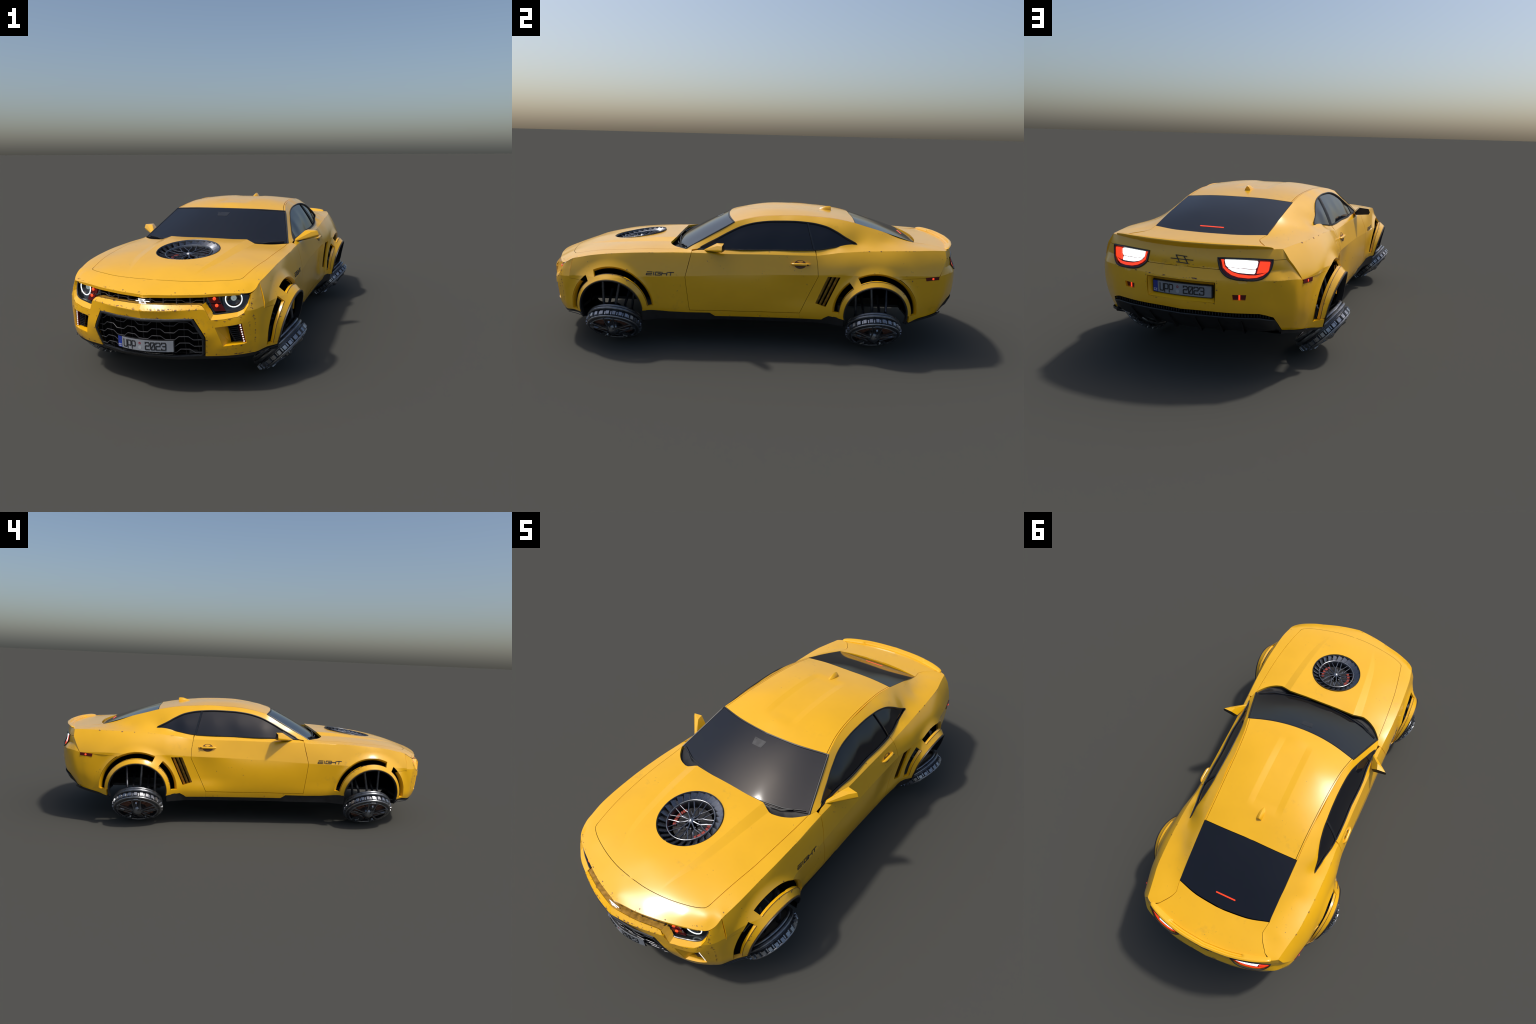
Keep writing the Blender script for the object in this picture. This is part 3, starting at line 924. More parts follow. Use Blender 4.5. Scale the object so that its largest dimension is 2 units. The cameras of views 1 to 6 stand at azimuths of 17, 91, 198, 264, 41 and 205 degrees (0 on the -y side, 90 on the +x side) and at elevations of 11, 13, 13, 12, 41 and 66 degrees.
def word(txt, place_uv, x0, x1, z0, z1, w, d, gapf=.35, narrow={'I': .3}, slant=0.0):
    n = [narrow.get(c, 1) for c in txt]
    tot = sum(n) + gapf*(len(txt)-1)
    u = x0; s = (x1-x0)/tot
    B = Buf()
    for c, k in zip(txt, n):
        lines = [[(u + s*k*a + slant*(z1-z0)*b, z0 + (z1-z0)*b) for a, b in l] for l in GLYPH[c]]
        B.merge(strokes(lines, place_uv, w, d)); u += s*(k + gapf)
    return B

def number_plate(name, surf, sign):
    """surf(u, v) -> (point, right, up, out); u in +-.108, v in +-.02."""
    def patch(u0, u1, v0, v1, d, n=14):
        us = np.linspace(u0, u1, n)
        fr = [[surf(u, v)[0] + surf(u, v)[3]*d for u in us] for v in (v0, v1)]
        bk = [[surf(u, v)[0] - surf(u, v)[3]*.004 for u in us] for v in (v0, v1)]
        return loft([bk[0], fr[0], fr[1], bk[1]])
    frame = single(name, patch(-.111,.111,-.0225,.0225,.000), 'ink')
    single('plate_face', patch(-.1075,.1075,-.0195,.0195,.0015), 'plate', frame)
    single('plate_band', patch(-.1075,-.0895,-.0195,.0195,.0022,5), 'blue', frame)
    up = lambda u, v: (surf(u, v)[0] + surf(u, v)[3]*.0015,) + surf(u, v)[1:]
    B = word('UPP', up, -.080,-.030,-.0125,.0125,.0034,.0008)
    B.merge(word('2023', up, .010,.082,-.0125,.0125,.0034,.0008))
    single('plate_lettering', B, 'ink', frame)
    up2 = lambda u, v: (surf(u, v)[0] + surf(u, v)[3]*.0022,) + surf(u, v)[1:]
    single('country_code', word('CZ', up2, -.1045,-.0925,-.0155,-.0085,.0015,.0005), 'whiteink', frame)
    stars = Buf()
    for i in range(12):
        a = 2*math.pi*i/12
        p, r, u_, o = up2(-.0985 + .0055*math.cos(a), .0065 + .0055*math.sin(a))
        stars.merge(box(p + o*.0003, r, u_, o, .0006, .0006, .0003))
    single('plate_stars', stars, 'gold', frame)['kind'] = 'stuff'
    p, r, u_, o = up(-.012, .0075)
    single('registration_sticker', lathe([(.0022,.0006),(.0046,.0006),(.0046,0)], p, r, u_, o, 6), 'redink', frame)
    p, r, u_, o = up(-.012, -.008)
    single('registration_sticker', lathe([(.0001,.0005),(.0062,.0005),(.0062,0)], p, r, u_, o, 24), 'greyink', frame)

LOGO = [[(-.022,.012),(.017,.0105)],[(-.040,0),(.040,0)],[(-.018,-.0105),(.022,-.012)],[(-.022,.012),(-.0085,-.010)],[(.0075,.010),(.022,-.012)]]

# ---------------------------------------------------------------- wear
def build_wear():
    """Chipped paint: small irregular flakes of bare primer gathered along the exposed edges."""
    B = Buf()
    def flake(sh, q, r, st=1.0, lift=.0005):
        k = rng.integers(5, 9)
        a = np.sort(rng.uniform(0, 2*math.pi, k))
        rr = r * rng.uniform(.45, 1.25, k)
        p = np.stack([q[0] + rr*np.cos(a)*st, q[1] + rr*np.sin(a)], 1)
        P = sh.lift(np.r_[p, [q]])
        nn = sheet_normals(sh, np.r_[p, [q]])
        P = P + nn*lift
        side = 1 if rng.random() < .5 else -1
        P = P*V(side,1,1)
        B.add(P, [[i, (i+1) % k, k] for i in range(k)])
    def edge(sh, pts2, n, spread, r0, r1, bias=0.0, cl=.35):
        pts2 = resample(np.asarray(pts2, float), .004, False)
        centres = rng.uniform(0, len(pts2)-1, max(2, int(n*cl)))
        for _ in range(n):
            i = int(np.clip(rng.choice(centres) + rng.normal(0, 2.5), 0, len(pts2)-1))
            off = abs(rng.normal(0, spread)) if bias else rng.normal(0, spread)
            d = np.array([0, bias if bias else 1.0]) * off
            flake(sh, pts2[i] + d, r0 + (r1-r0)*rng.random()**2.5, rng.uniform(1, 2.6))
    crease = [(p[1], p[2]) for p in L0_SIDE]
    edge(SIDE, [c for c in crease if c[0] > .36 and c[0] < .86], 34, .0012, .0007, .0032, -1)
    edge(SIDE, [c for c in crease if c[0] < -.3 and c[0] > -.78], 12, .0010, .0006, .0022, -1)
    edge(SIDE, [(-.2,.4475),(.28,.452)], 10, .002, .0006, .002, -1)
    for cc, rad, a0, a1, n in ((CF,.1605,20,110,18),(CF,.157,130,178,14),(CR,.1585,20,110,16),(CR,.1585,132,176,14),(CF,.193,110,20,8),(CR,.195,60,112,6)):
        edge(SIDE, arcd(cc, rad, a0, a1), n, .0012, .0006, .0024)
    edge(SIDE, [(-.26,.171),(-.18,.171),(-.14,.156),(.22,.156),(.33,.156)], 26, .002, .0008, .003)
    f2 = lambda pts: FRONT0.to2(np.array([front_pt(max(x, .002), z) for x, z in pts]))
    edge(FRONT, f2([(.01,.320),(.1,.322),(.2,.325)]), 51, .0018, .0008, .0032)
    edge(FRONT, f2([(.01,.334),(.1,.335),(.2,.336)]), 21, .0014, .0007, .0022)
    edge(FRONT, f2([(.02,.290),(.1,.292),(.18,.296)]), 30, .0016, .0007, .0026)
    edge(FRONT, f2([(.19,.286),(.219,.226),(.21,.160)]), 21, .0018, .0008, .0026)
    edge(FRONT, f2([(.25,.283),(.32,.290),(.352,.315),(.358,.355)]), 51, .003, .0007, .0030)
    edge(FRONT, f2([(.24,.262),(.33,.276),(.352,.27),(.352,.19),(.27,.183)]), 60, .004, .0007, .0028)
    edge(FRONT, f2([(.36,.31),(.367,.25),(.365,.20)]), 60, .011, .0006, .0028)
    edge(FRONT, f2([(.22,.156),(.30,.158),(.36,.162)]), 30, .002, .0008, .003)
    edge(HOOD, np.array([(x, y + .006) for x, y, z in curve3(LIP[:5], step=.02)]), 45, .003, .0007, .0028)
    r2 = lambda pts: REAR0.to2(np.array([rear_pt(max(x, .002), z) for x, z in pts]))
    edge(REAR, r2([(.01,.3675),(.12,.3695),(.205,.3715),(.30,.373),(.36,.372)]), 39, .0014, .0008, .0030)
    edge(REAR, r2([(.13,.366),(.13,.288),(.02,.286)]), 21, .002, .0007, .0024)
    edge(REAR, r2([(.02,.405),(.12,.407)]), 12, .004, .0007, .0022)
    edge(DECK, np.array([(.12,.92),(.2,.90),(.25,.885)]), 7, .004, .0006, .0016)
    o = single('paint_chip', B, 'chip')
    o["kind"] = "stuff"

# ---------------------------------------------------------------- front
def build_front():
    # upper grille cavity and mesh
    rg = curve3([(0,-.984,.338),(.1,-.967,.338),(.19,-.9415,.339),(.215,-.93,.339)], step=.012)
    top = curve3([(0,-.971,.354),(.1,-.953,.357),(.203,-.922,.359),(.22,-.916,.359)], n=len(rg))
    B = loft([top + V(0,.020,-.006), top + V(0,.045,-.010), rg + V(0,.045,-.008), rg + V(0,.018,-.003)])
    up = whole('upper_grille', B, 'void')
    w = Buf()
    def yq(x): return float(np.interp(x, [0,.1,.2,.22], [-.962,-.945,-.915,-.905]))
    zz = []
    x = 0
    for i in range(5):
        zz += [(x + .004, .3475), (x + .028, .3475), (x + .040, .3405), (x + .050, .3405)] if i % 2 == 0 else [(x + .004,.3405),(x+.014,.3405),(x+.026,.3475),(x+.046,.3475)]
        x += .050
    pts = [(a, yq(a), b) for a, b in zz if a < .205]
    w.merge(tube(pts, .0013, 6))
    for a in np.arange(.022, .205, .045):
        w.merge(box((a, yq(a)+.010, .345), X_, Y_, Z_, .0012, .012, .012))
    whole('grille_mesh', w, 'wire', up)
    # badge in the upper grille
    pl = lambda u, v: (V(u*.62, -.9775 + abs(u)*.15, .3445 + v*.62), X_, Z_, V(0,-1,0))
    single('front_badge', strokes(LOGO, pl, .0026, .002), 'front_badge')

    # headlight -----------------------------------------------------------------
    out = [(.206,-.905,.3425),(.236,-.915,.3015),(.27,-.903,.304),(.312,-.884,.309),(.330,-.872,.318),(.340,-.858,.336),(.345,-.842,.364)]
    topl = [(.30,-.868,.366),(.25,-.888,.364),(.204,-.903,.362)]
    rim = np.array(out + topl)
    axis = unit((.34,-.94,0))
    back = rim - axis*.016 
    ctr = back.mean(0) - axis*.006
    B = strip(np.r_[rim, rim[:1]], np.r_[back, back[:1]])
    n = len(back)
    B.add(np.r_[back, [ctr]], [[i, (i+1) % n, n] for i in range(n)])
    h1, h2 = both('headlight', B, 'lens')
    rc = np.r_[curve3(out, step=.008), curve3(topl, step=.012)]
    bz = tube(rc, .0028, 6, closed=True)
    hc_ = V(.293,-.868,.3475)
    ax = unit(np.cross(Z_, axis)); ay = Z_
    ring = tube([hc_ + ax*.0285*math.cos(a) + ay*.0285*math.sin(a) + axis*.002 for a in np.radians(np.linspace(153, 387, 36))], .0017, 8)
    bowl = lathe([(.0275,0),(.024,-.004),(.016,-.009),(.010,-.011)], hc_, ax, ay, axis, 32, math.radians(150), math.radians(390))
    lens = lathe([(.0101,0),(.0092,.004),(.0062,.007),(.001,.0085)], hc_ - axis*.010, ax, ay, axis, 24)
    shell = lathe([(.046,-.004),(.045,.001),(.043,.001),(.040,-.006)], hc_ - axis*.004, ax, ay, axis, 40, math.radians(168), math.radians(285))
    def quad(pts, d):
        p = np.array(pts, float); return prism([(0,0)]*0 or [tuple(x) for x in p], hc_*0 + V(0,0,0), X_, Z_, -axis, 0, d)
    def plate(x0, x1, z1, z0, sk, dep):
        a = [(x0, z1), (x1, z1), (x1 + sk, z0), (x0 + sk, z0)]
        P = [V(x, -.913 + (x-.236)*.42 + dep, z) for x, z in a]
        B = Buf(); Q = [p - axis*.006 for p in P]
        B.add(P + Q, [[0,1,2,3],[7,6,5,4],[0,4,5,1],[1,5,6,2],[2,6,7,3],[3,7,4,0]])
        return B
    reds = plate(.214,.246,.356,.337,.010,.0095).merge(plate(.2255,.260,.333,.309,.012,.0055))
    hot = Buf()
    for x, z, dp in ((.2365,.3535,.004),(.2445,.3295,.002)):
        hot.merge(lathe([(.0058,-.002),(.0055,.001),(.001,.0022)], V(x,-.911+(x-.236)*.42+dp,z) + axis*.001, ax, ay, axis, 16))
    for B, nm, mt in ((bz,'headlight_bezel','trim'),(ring,'halo_ring','lamp_white'),(bowl,'reflector_bowl','lens'),(lens,'projector_lens','projector'),
                      (shell,'headlight_shell','trim'),(reds,'indicator_lens','red_lens'),(hot,'indicator_bulb','lamp_hot')):
        single(nm, B, mt, h1); single(nm, B.mirrored(), mt, h2)

    # lower grille ------------------------------------------------------------------
    hexo = np.array([(0,-.990,.286),(.1,-.978,.288),(.179,-.957,.291),(.214,-.942,.224),(.212,-.935,.205),(.205,-.919,.158),(.196,-.916,.147),(.1,-.942,.142),(0,-.950,.141)])
    inn = hexo + V(0,.014,0)
    B = strip(hexo, inn)
    n = len(inn)
    B.add(np.r_[inn + V(0,.0,0), [(0,-.962,.21)]], [[i, i+1, n] for i in range(n-1)])
    lg = whole('lower_grille', B, 'void')
    fr = hexo.copy(); c0 = V(0,0,.215)
    fr = fr + (V(0,-.97,.215) - fr)*np.array([.03,0,.04]) + V(0,-.001,0)
    whole('grille_frame', tube(resample(fr, .03, False), .0045, 6, flat=(.0055,.0045)), 'trim', lg)
    wires = Buf(); bars = Buf()
    def edge_x(z): return float(np.interp(z, [.141,.158,.205,.224,.291], [.19,.203,.210,.212,.178]))
    def gy(x, z): return float(np.interp(abs(x), [0,.1,.18,.215], [-.980,-.966,-.944,-.932])) + (0.02*(.224-z)/.08 if z < .224 else -.012*(z-.224)/.06*0)
    for zl in (.263,.238,.213,.188,.164):
        knots = [(0,0),(.0175,0),(.032,1),(.063,1),(.0785,0),(.110,0),(.1255,1),(.157,1),(.1725,0),(.205,0)]
        ln = []
        for x, k in knots:
            z = zl + .0125*k
            if x < edge_x(z) - .006: ln.append((x, gy(x, z) - .002, z))
        z = ln[-1][2]; ln.append((edge_x(z) - .004, gy(edge_x(z), z) - .002, z))
        wires.merge(tube(ln, .0014, 6))
    for x in (0.0005,.0475,.0945,.1415,.186):
        zt = .287 if x < .16 else .275
        zs = np.linspace(.148, zt, 8)
        bars.merge(tube([(x, gy(x, z) + .003, z) for z in zs], .0012, 4))
    whole('grille_wire', wires, 'wire', lg)['kind'] = 'stuff'
    whole('grille_bar', bars, 'black', lg)['kind'] = 'stuff'
    def sf(u, v):
        y = -.9835 + 1.75*u*u + (.003 if v < 0 else 0)*0
        t = unit((1, 3.5*u, 0)); o = unit(np.cross(t, Z_))
        return V(u*.985, y, .1895 + v), t, Z_, o
    number_plate('number_plate', sf, 1)

    # side intakes ----------------------------------------------------------------------
    q = FRONT.lift(FRONT0.to2([(.245,-.932,.259),(.332,-.895,.271),(.342,-.879,.197),(.268,-.915,.189)]))
    dn = unit((.40,-.92,0))
    bk = q - dn*.034
    mid_t, mid_b = q[0]*.52 + q[1]*.48 - dn*.028, q[3]*.62 + q[2]*.38 - dn*.028
    B = Buf(); B.add([q[0], mid_t, mid_b, q[3]], [[0,1,2,3]])
    B2 = Buf(); B2.add(np.r_[q, bk], [[0,1,5,4],[2,3,7,6]])
    B.merge(B2)
    both('intake_scoop', B, 'paint')
    B = Buf(); B.add(np.r_[bk, q], [[0,1,2,3],[1,5,6,2]])
    i1, i2 = both('side_intake', B, 'void')
    g = Buf(); ledbar = Buf(); led = Buf()
    e = lambda s, t, d: (q[0]*(1-s)+q[1]*s)*(1-t) + (q[3]*(1-s)+q[2]*s)*t - dn*d
    g.merge(tube([e(.46,.02,.016), e(.79,.02,.012), e(.82,.5,.012), e(.83,.97,.012), e(.60,.99,.016), e(.50,.5,.016), e(.46,.02,.016)], .0018, 6))
    for i in range(9):
        t = .1 + .1*i
        g.merge(box((e(.50+.06*t,t,.017)+e(.80,t,.014))/2, unit(e(.80,t,.014)-e(.5,t,.017)), Z_, dn, .014, .0010, .004))
    ledbar.merge(loft([[e(.84,.0,.012),e(.86,1,.012)],[e(.84,.0,.006),e(.86,1,.006)],[e(.985,.0,.004),e(.985,1,.004)],[e(.985,.0,.012),e(.985,1,.012)]]))
    for i in range(8):
        t = .09 + .118*i
        led.merge(lathe([(.0026,0),(.0020,.0016),(.0005,.0022)], e(.915,t,.0052), unit(np.cross(Z_, dn)), Z_, dn, 12))
    for B, nm, mt in ((g,'intake_grating','trim'),(ledbar,'led_bar','red_lens'),(led,'led','led')):
        single(nm, B, mt, i1); single(nm, B.mirrored(), mt, i2)

    # splitter and corner slats --------------------------------------------------------------
    a = curve3([(0,-.951,.145),(.1,-.943,.1455),(.196,-.918,.149),(.3,-.886,.152),(.366,-.842,.155),(.393,-.795,.164),(.425,-.757,.164)], step=.02)
    b_ = a*V(.985,1,1) + V(0,.006,-.014)
    c_ = a*V(.94,1,1) + V(0,.03,-.018)
    b_[-3:, 2] = np.linspace(b_[-3,2], .136, 3); c_[:,2] = np.minimum(c_[:,2], b_[:,2])
    whole('splitter', loft([a + V(0,.004,.004), a + V(0,.001,0), b_, c_, c_*V(.6,1,1)+V(0,.1,0)]), 'black')
    sl = Buf()
    for k in (0, 1):
        sl.merge(tube([V(.372,-.834,.150-.007*k), V(.399,-.785,.1525-.009*k), V(.427,-.752,.155-.010*k)], .0016, 6))
    both('splitter_slat', sl, 'trim')

# ---------------------------------------------------------------- rear
def build_rear():
    rim = tail_outline3()
    nrm = unit((.3,.95,0))
    rc = curve3(rim, step=.008)
    top = curve3([rim[-1], rear_pt(.22,.4385), rim[0]], step=.012)[1:-1]
    loop = np.r_[rc, top]
    n = len(loop)
    B = Buf()
    base = loop - nrm*.006
    B.add(np.r_[base, [base.mean(0)]], [[i, (i+1) % n, n] for i in range(n)])
    t1, t2 = both('tail_light', B, 'red_lens')
    bz = tube(loop + nrm*.001, .0036, 6, closed=True)
    def bz2(X, Y): return (.126 + (X-275)/875*.172, .4375 - (Y-455)*.000226)
    def lamp(pts, d0, d1):
        p = [bz2(*a) for a in pts]
        P = np.array([rear_pt(x, z) for x, z in p])
        m = len(P); B = Buf()
        c = P.mean(0)
        B.add(np.r_[P + nrm*d1, P + nrm*d0, [c + nrm*(d1 + .001)]], [[i, (i+1) % m, m*2] for i in range(m)] + [[i, m+i, m+(i+1) % m, (i+1) % m] for i in range(m)])
        return B
    white = lamp([(388,478),(400,466),(650,470),(910,480),(924,492),(915,560),(890,592),(650,586),(440,576),(410,550)], -.006, -.001)
    white.merge(lamp([(448,590),(650,598),(893,606),(893,640),(880,657),(750,656),(620,648),(520,628)], -.006, -.001))
    red = lamp([(955,484),(1105,488),(1113,500),(1095,620),(1080,632),(985,646),(918,654)], -.006, -.001)
    outer_u = [(322,458),(345,520),(365,590),(430,640),(520,682),(640,708),(800,716),(930,706),(1020,676),(1074,634)]
    inner_u = [(372,460),(378,520),(398,572),(450,612),(530,645),(640,668),(800,678),(900,676),(985,660),(1074,634)]
    a = np.array([rear_pt(*bz2(*p)) for p in outer_u]); b = np.array([rear_pt(*bz2(*p)) for p in inner_u])
    red.merge(strip(a - nrm*.002, b - nrm*.002))
    for B, nm, mt in ((bz,'tail_light_bezel','trim'),(white,'reversing_lamp','lamp_white'),(red,'brake_lamp','lamp_red')):
        single(nm, B, mt, t1); single(nm, B.mirrored(), mt, t2)
    # badge
    def pl(u, v):
        p = rear_pt(abs(u)+1e-4, .424 + v); p[0] = -u
        return p + V(0,.0005,0), V(-1,0,0), Z_, V(0,1,0)
    single('rear_badge', strokes(LOGO, pl, .0024, .0022), 'badge')
    # plate recess and plate
    zt, zb = .360, .291
    xs = np.linspace(0, .123, 8)
    o_t = np.array([rear_pt(max(x,1e-4), zt - .001*(x/.123)) for x in xs]); o_b = np.array([rear_pt(max(x,1e-4), zb) for x in xs])
    i_t = o_t*V(.91,1,1) + V(0,-.020,-.013); i_b = o_b*V(.91,1,1) + V(0,-.006,.011)
    yy = .980 - .8*i_t[:,0]**2
    i_t[:,1] = yy; i_b[:,1] = yy
    B = strip(o_t, i_t).merge(strip(i_b, o_b)).merge(strip(np.array([o_t[-1], i_t[-1]]), np.array([o_b[-1], i_b[-1]])))
    rcs = whole('plate_recess', B, 'paint')
    whole('recess_back', strip(i_t, i_b), 'void', rcs)
    def sf(u, v):
        x = -u
        return V(x, .9865 - .8*x*x, .3235 + v*.98), unit((-1, -1.6*u, 0)), Z_, unit((-1.6*u, 1, 0)*V(-1,1,1)*0 + V(1.6*x, 1, 0))
    number_plate('number_plate', sf, -1)
    # fog reflectors
    f = np.array([rear_pt(x, z) for x, z in [(.181,.3235),(.226,.3245),(.223,.305),(.183,.304)]])
    nf = unit((.22,.975,0))
    B = Buf(); k = f - nf*.008
    B.add(k, [[0,1,2,3]])
    a1, a2 = both('rear_reflector', B, 'red_lens')
    m = (k[0]+k[1]+k[2]+k[3])/4 + nf*.0008
    hb = box(m, unit(k[1]-k[0]), Z_, nf, .0028, .0085, .0006)
    single('reflector_glow', hb, 'lamp_hot', a1); single('reflector_glow', hb.mirrored(), 'lamp_hot', a2)
    # side markers
    P = REAR.lift(REAR0.to2(SIDE0.lift(np.array([(.790,.3615),(.851,.3645),(.852,.3505),(.793,.3465)])))) + V(.001,.0005,0)
    nm_ = unit((1,.25,0))
    B = Buf(); B.add(np.r_[P + nm_*.0015, P - nm_*.006], [[0,1,2,3],[0,4,5,1],[1,5,6,2],[2,6,7,3],[3,7,4,0]])
    a1, a2 = both('side_marker', B, 'red_lens')
    hb = lathe([(.0052,0),(.004,.0012),(.0005,.0018)], P.mean(0) + nm_*.0022 + V(0,.002,0), V(0,1,0), Z_, nm_, 6)
    single('marker_glow', hb, 'lamp_hot', a1); single('marker_glow', hb.mirrored(), 'lamp_hot', a2)
    # diffuser ----------------------------------------------------------------------
    db = np.array([rear_pt(max(x,1e-4), z) for x, z in DIFF])
    d = curve3(db, n=40)
    s = np.linspace(0, 1, 40)
    drop = np.interp(s, [0,.72,.80,.86,1], [.014,.014,.010,.002,.0005])
    r1 = d + V(0,-.014,-.001)
    r2 = d + V(0,-.014,0) - np.c_[drop*0, drop*0, drop]
    r3 = d + V(0,-.001,0) - np.c_[drop*0, drop*0, drop]
    xl = np.minimum(d[:,0], .318)
    low = np.c_[xl*.97, np.interp(s,[0,.75,1],[.920,.900,.866]), np.interp(s, [0,.2,.55,.8,1],[.170,.170,.177,.186,.180])]
    r4 = r3*.55 + low*.45 + V(0,.006,-.004)
    r5 = low
    r6 = low*V(.95,1,1) + V(0,-.08,.0)
    whole('diffuser', loft([r3, r3 + V(0,.0015,-.003), r4, r5, r6]), 'black')
    df = whole('vent_slot', loft([d + V(0,0,-.0005), r1, r2, r3]), 'void')
    ribs = Buf()
    for i in range(0, 31):
        ribs.merge(box((r1[i] + r2[i])/2 + V(0,.004,0), X_, Y_, Z_, .0011, .004, drop[i]/2 + .0005))
    whole('vent_rib', ribs, 'trim', df)['kind'] = 'stuff'
    for x in (.05, .125, .205):
        fins = Buf()
        i = int(np.argmin(np.abs(d[:,0]-x)))
        a, b = r3[i] + V(0,.001,-.012), low[i] + V(0,.012,-.004)
        fins.merge(loft([[a + V(-.001,0,0), b + V(-.004,.006,0), b + V(-.004,-.04,.01)], [a + V(.001,0,0), b + V(.004,.006,0), b + V(.004,-.04,.01)]]))
        fins.merge(loft([[a + V(-.001,0,0), b + V(-.004,.006,0)], [a + V(-.003,-.02,0), b + V(-.006,-.03,.006)]]))
        both('diffuser_fin', fins, 'black')
    # black lower edge trim from diffuser corner to arch
    e = SIDE.lift(np.array([(.712,.157),(.75,.161),(.80,.170),(.835,.177)]))
    e = np.r_[e, [(.352,.866,.184),(.333,.880,.186),(.322,.888,.184)]]
    both('lower_edge_trim', loft([e + V(.001,.001,.002), e + V(0,0,-.008), e + V(-.03,-.01,-.012)]), 'black')
    # spoiler ----------------------------------------------------------------------
    sp = curve3([(0,.966,.470),(.1,.9585,.470),(.2,.9385,.470),(.26,.918,.470),(.294,.904,.470)], n=61)
    t = sp[:,0]/.294
    env = np.sqrt(np.clip(1 - t**7, 0, 1))
    pad = np.clip((sp[:,0] - .170)/.014, 0, 1); pad = pad*pad*(3-2*pad)
    out = np.c_[.35*t, np.ones(61), np.zeros(61)]; out /= np.linalg.norm(out, axis=1, keepdims=True)
    def row(dy0, dz0, dy1, dz1):
        """profile offsets (back, up) in the scooped middle and on the end pads"""
        dy = (dy0*(1-pad) + dy1*pad); dz = (dz0*(1-pad) + dz1*pad)*(.25+.75*env)
        return sp + out*dy[:,None]*(.35+.65*env)[:,None] + np.c_[dz*0, dz*0, dz]
    rows = [row(-.0165,.0005,-.0175,.0005), row(-.0155,.0052,-.0165,.0052), row(-.0125,.0052,-.011,.0090), row(-.0095,.0022,-.006,.0112), row(-.003,.0055,-.002,.0128), row(.001,.0140,.002,.0142), row(.006,.0158,.006,.0150),
            row(.0125,.0135,.0120,.0130), row(.0130,.0100,.0120,.0095), row(.006,.000,.004,.000), row(-.004,-.016,-.003,-.010)]
    whole('spoiler', loft(rows), 'paint', angle=28)
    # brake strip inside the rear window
    q = RWIN.to2([(0,.743,.493)])[0]
    P0 = RWIN.lift(q[None])[0]
    whole('brake_strip', box(P0 + n2*.0002 + V(.0235,0,0), X_, unit((0,n2[2],-n2[1])), n2, .0235, .0028, .0006), 'lamp_red')

# ---------------------------------------------------------------- glasshouse
GLASS = None
def build_windows():
    pts = w3(win_top[:-1]) + [(.319,.486,.489)] + [(gx(y, z), y, z) for y, z in win_bot[2:-1]] + [(.334,.39,.475)] + [(gx(y, z) + .006, y, z) for y, z in [(-.05,.495),(.08,.515),(.2,.52),(.35,.51)]]
    G = SplineSheet((0,1,0), (0,0,1), (1,0,0), pts, False, 1e-5)
    top = curve3([(0, y, z) for y, z in win_top], step=.012)[:, 1:]
    bot = curve3([(0, y, z) for y, z in win_bot], step=.03)[:, 1:]
    yb = lambda z: np.interp(z, [.461,.574], [.292,.262])
    bp = np.array([(.2925,.4615),(.262,.5743)])
    fr_t = top[top[:,0] < .262]; re_t = top[top[:,0] > .262]
    fr_b = bot[bot[:,0] < .292]; re_b = bot[bot[:,0] > .293]
    front = np.r_[fr_t, bp[::-1], fr_b[:-1]]
    rear = np.r_[bp, re_t, re_b[1:]]
    class Shift:
        """glass lies a little inside the frame"""
        def __init__(s, base, d): s.b, s.d, s.n = base, d, base.n
        def lift(s, q): return s.b.lift(q) - s.n*s.d
        def crease_lines(s, *a): return []
    SG = Shift(G, .004)
    both('side_window', panel(SG, front, h=.02, depth=.004, gap=.002), 'glass')
    both('side_window', panel(SG, rear, h=.02, depth=.004, gap=.002), 'glass')
    loop = np.r_[top, bot[1:-1]]
    P = G.lift(dedupe(loop, .004))
    both('window_seal', tube(P - V(.001,0,0), .004, 6, closed=True, flat=(.0048,.003)), 'rubber')
    bl = G.lift(np.stack([np.linspace(.2925,.262,8), np.linspace(.463,.573,8)], 1))
    both('door_pillar', tube(bl, .004, 6, flat=(.0018,.0052)), 'trim')
    belt = G.lift(np.stack([np.linspace(-.232,.29,12), np.interp(np.linspace(-.232,.29,12), [-.236,.297], [.4525,.4615])], 1)) + V(.002,0,-.001)
    both('belt_moulding', tube(belt, .0022, 6), 'trim')
    sail = np.array([(-.228,.4545),(-.156,.492),(-.156,.4565)])
    both('mirror_sail', panel(Shift(G, .0015), sail, h=.02, depth=.003, gap=0), 'black')

def hull(pts, name):
    bm = bmesh.new()
    for p in pts: bm.verts.new(p)
    bmesh.ops.convex_hull(bm, input=bm.verts)
    v = np.array([x.co[:] for x in bm.verts]); bm.verts.index_update()
    f = [[x.index for x in fc.verts] for fc in bm.faces]
    nr = [np.array(fc.normal[:]) for fc in bm.faces]
    bm.free()
    return v, f, nr

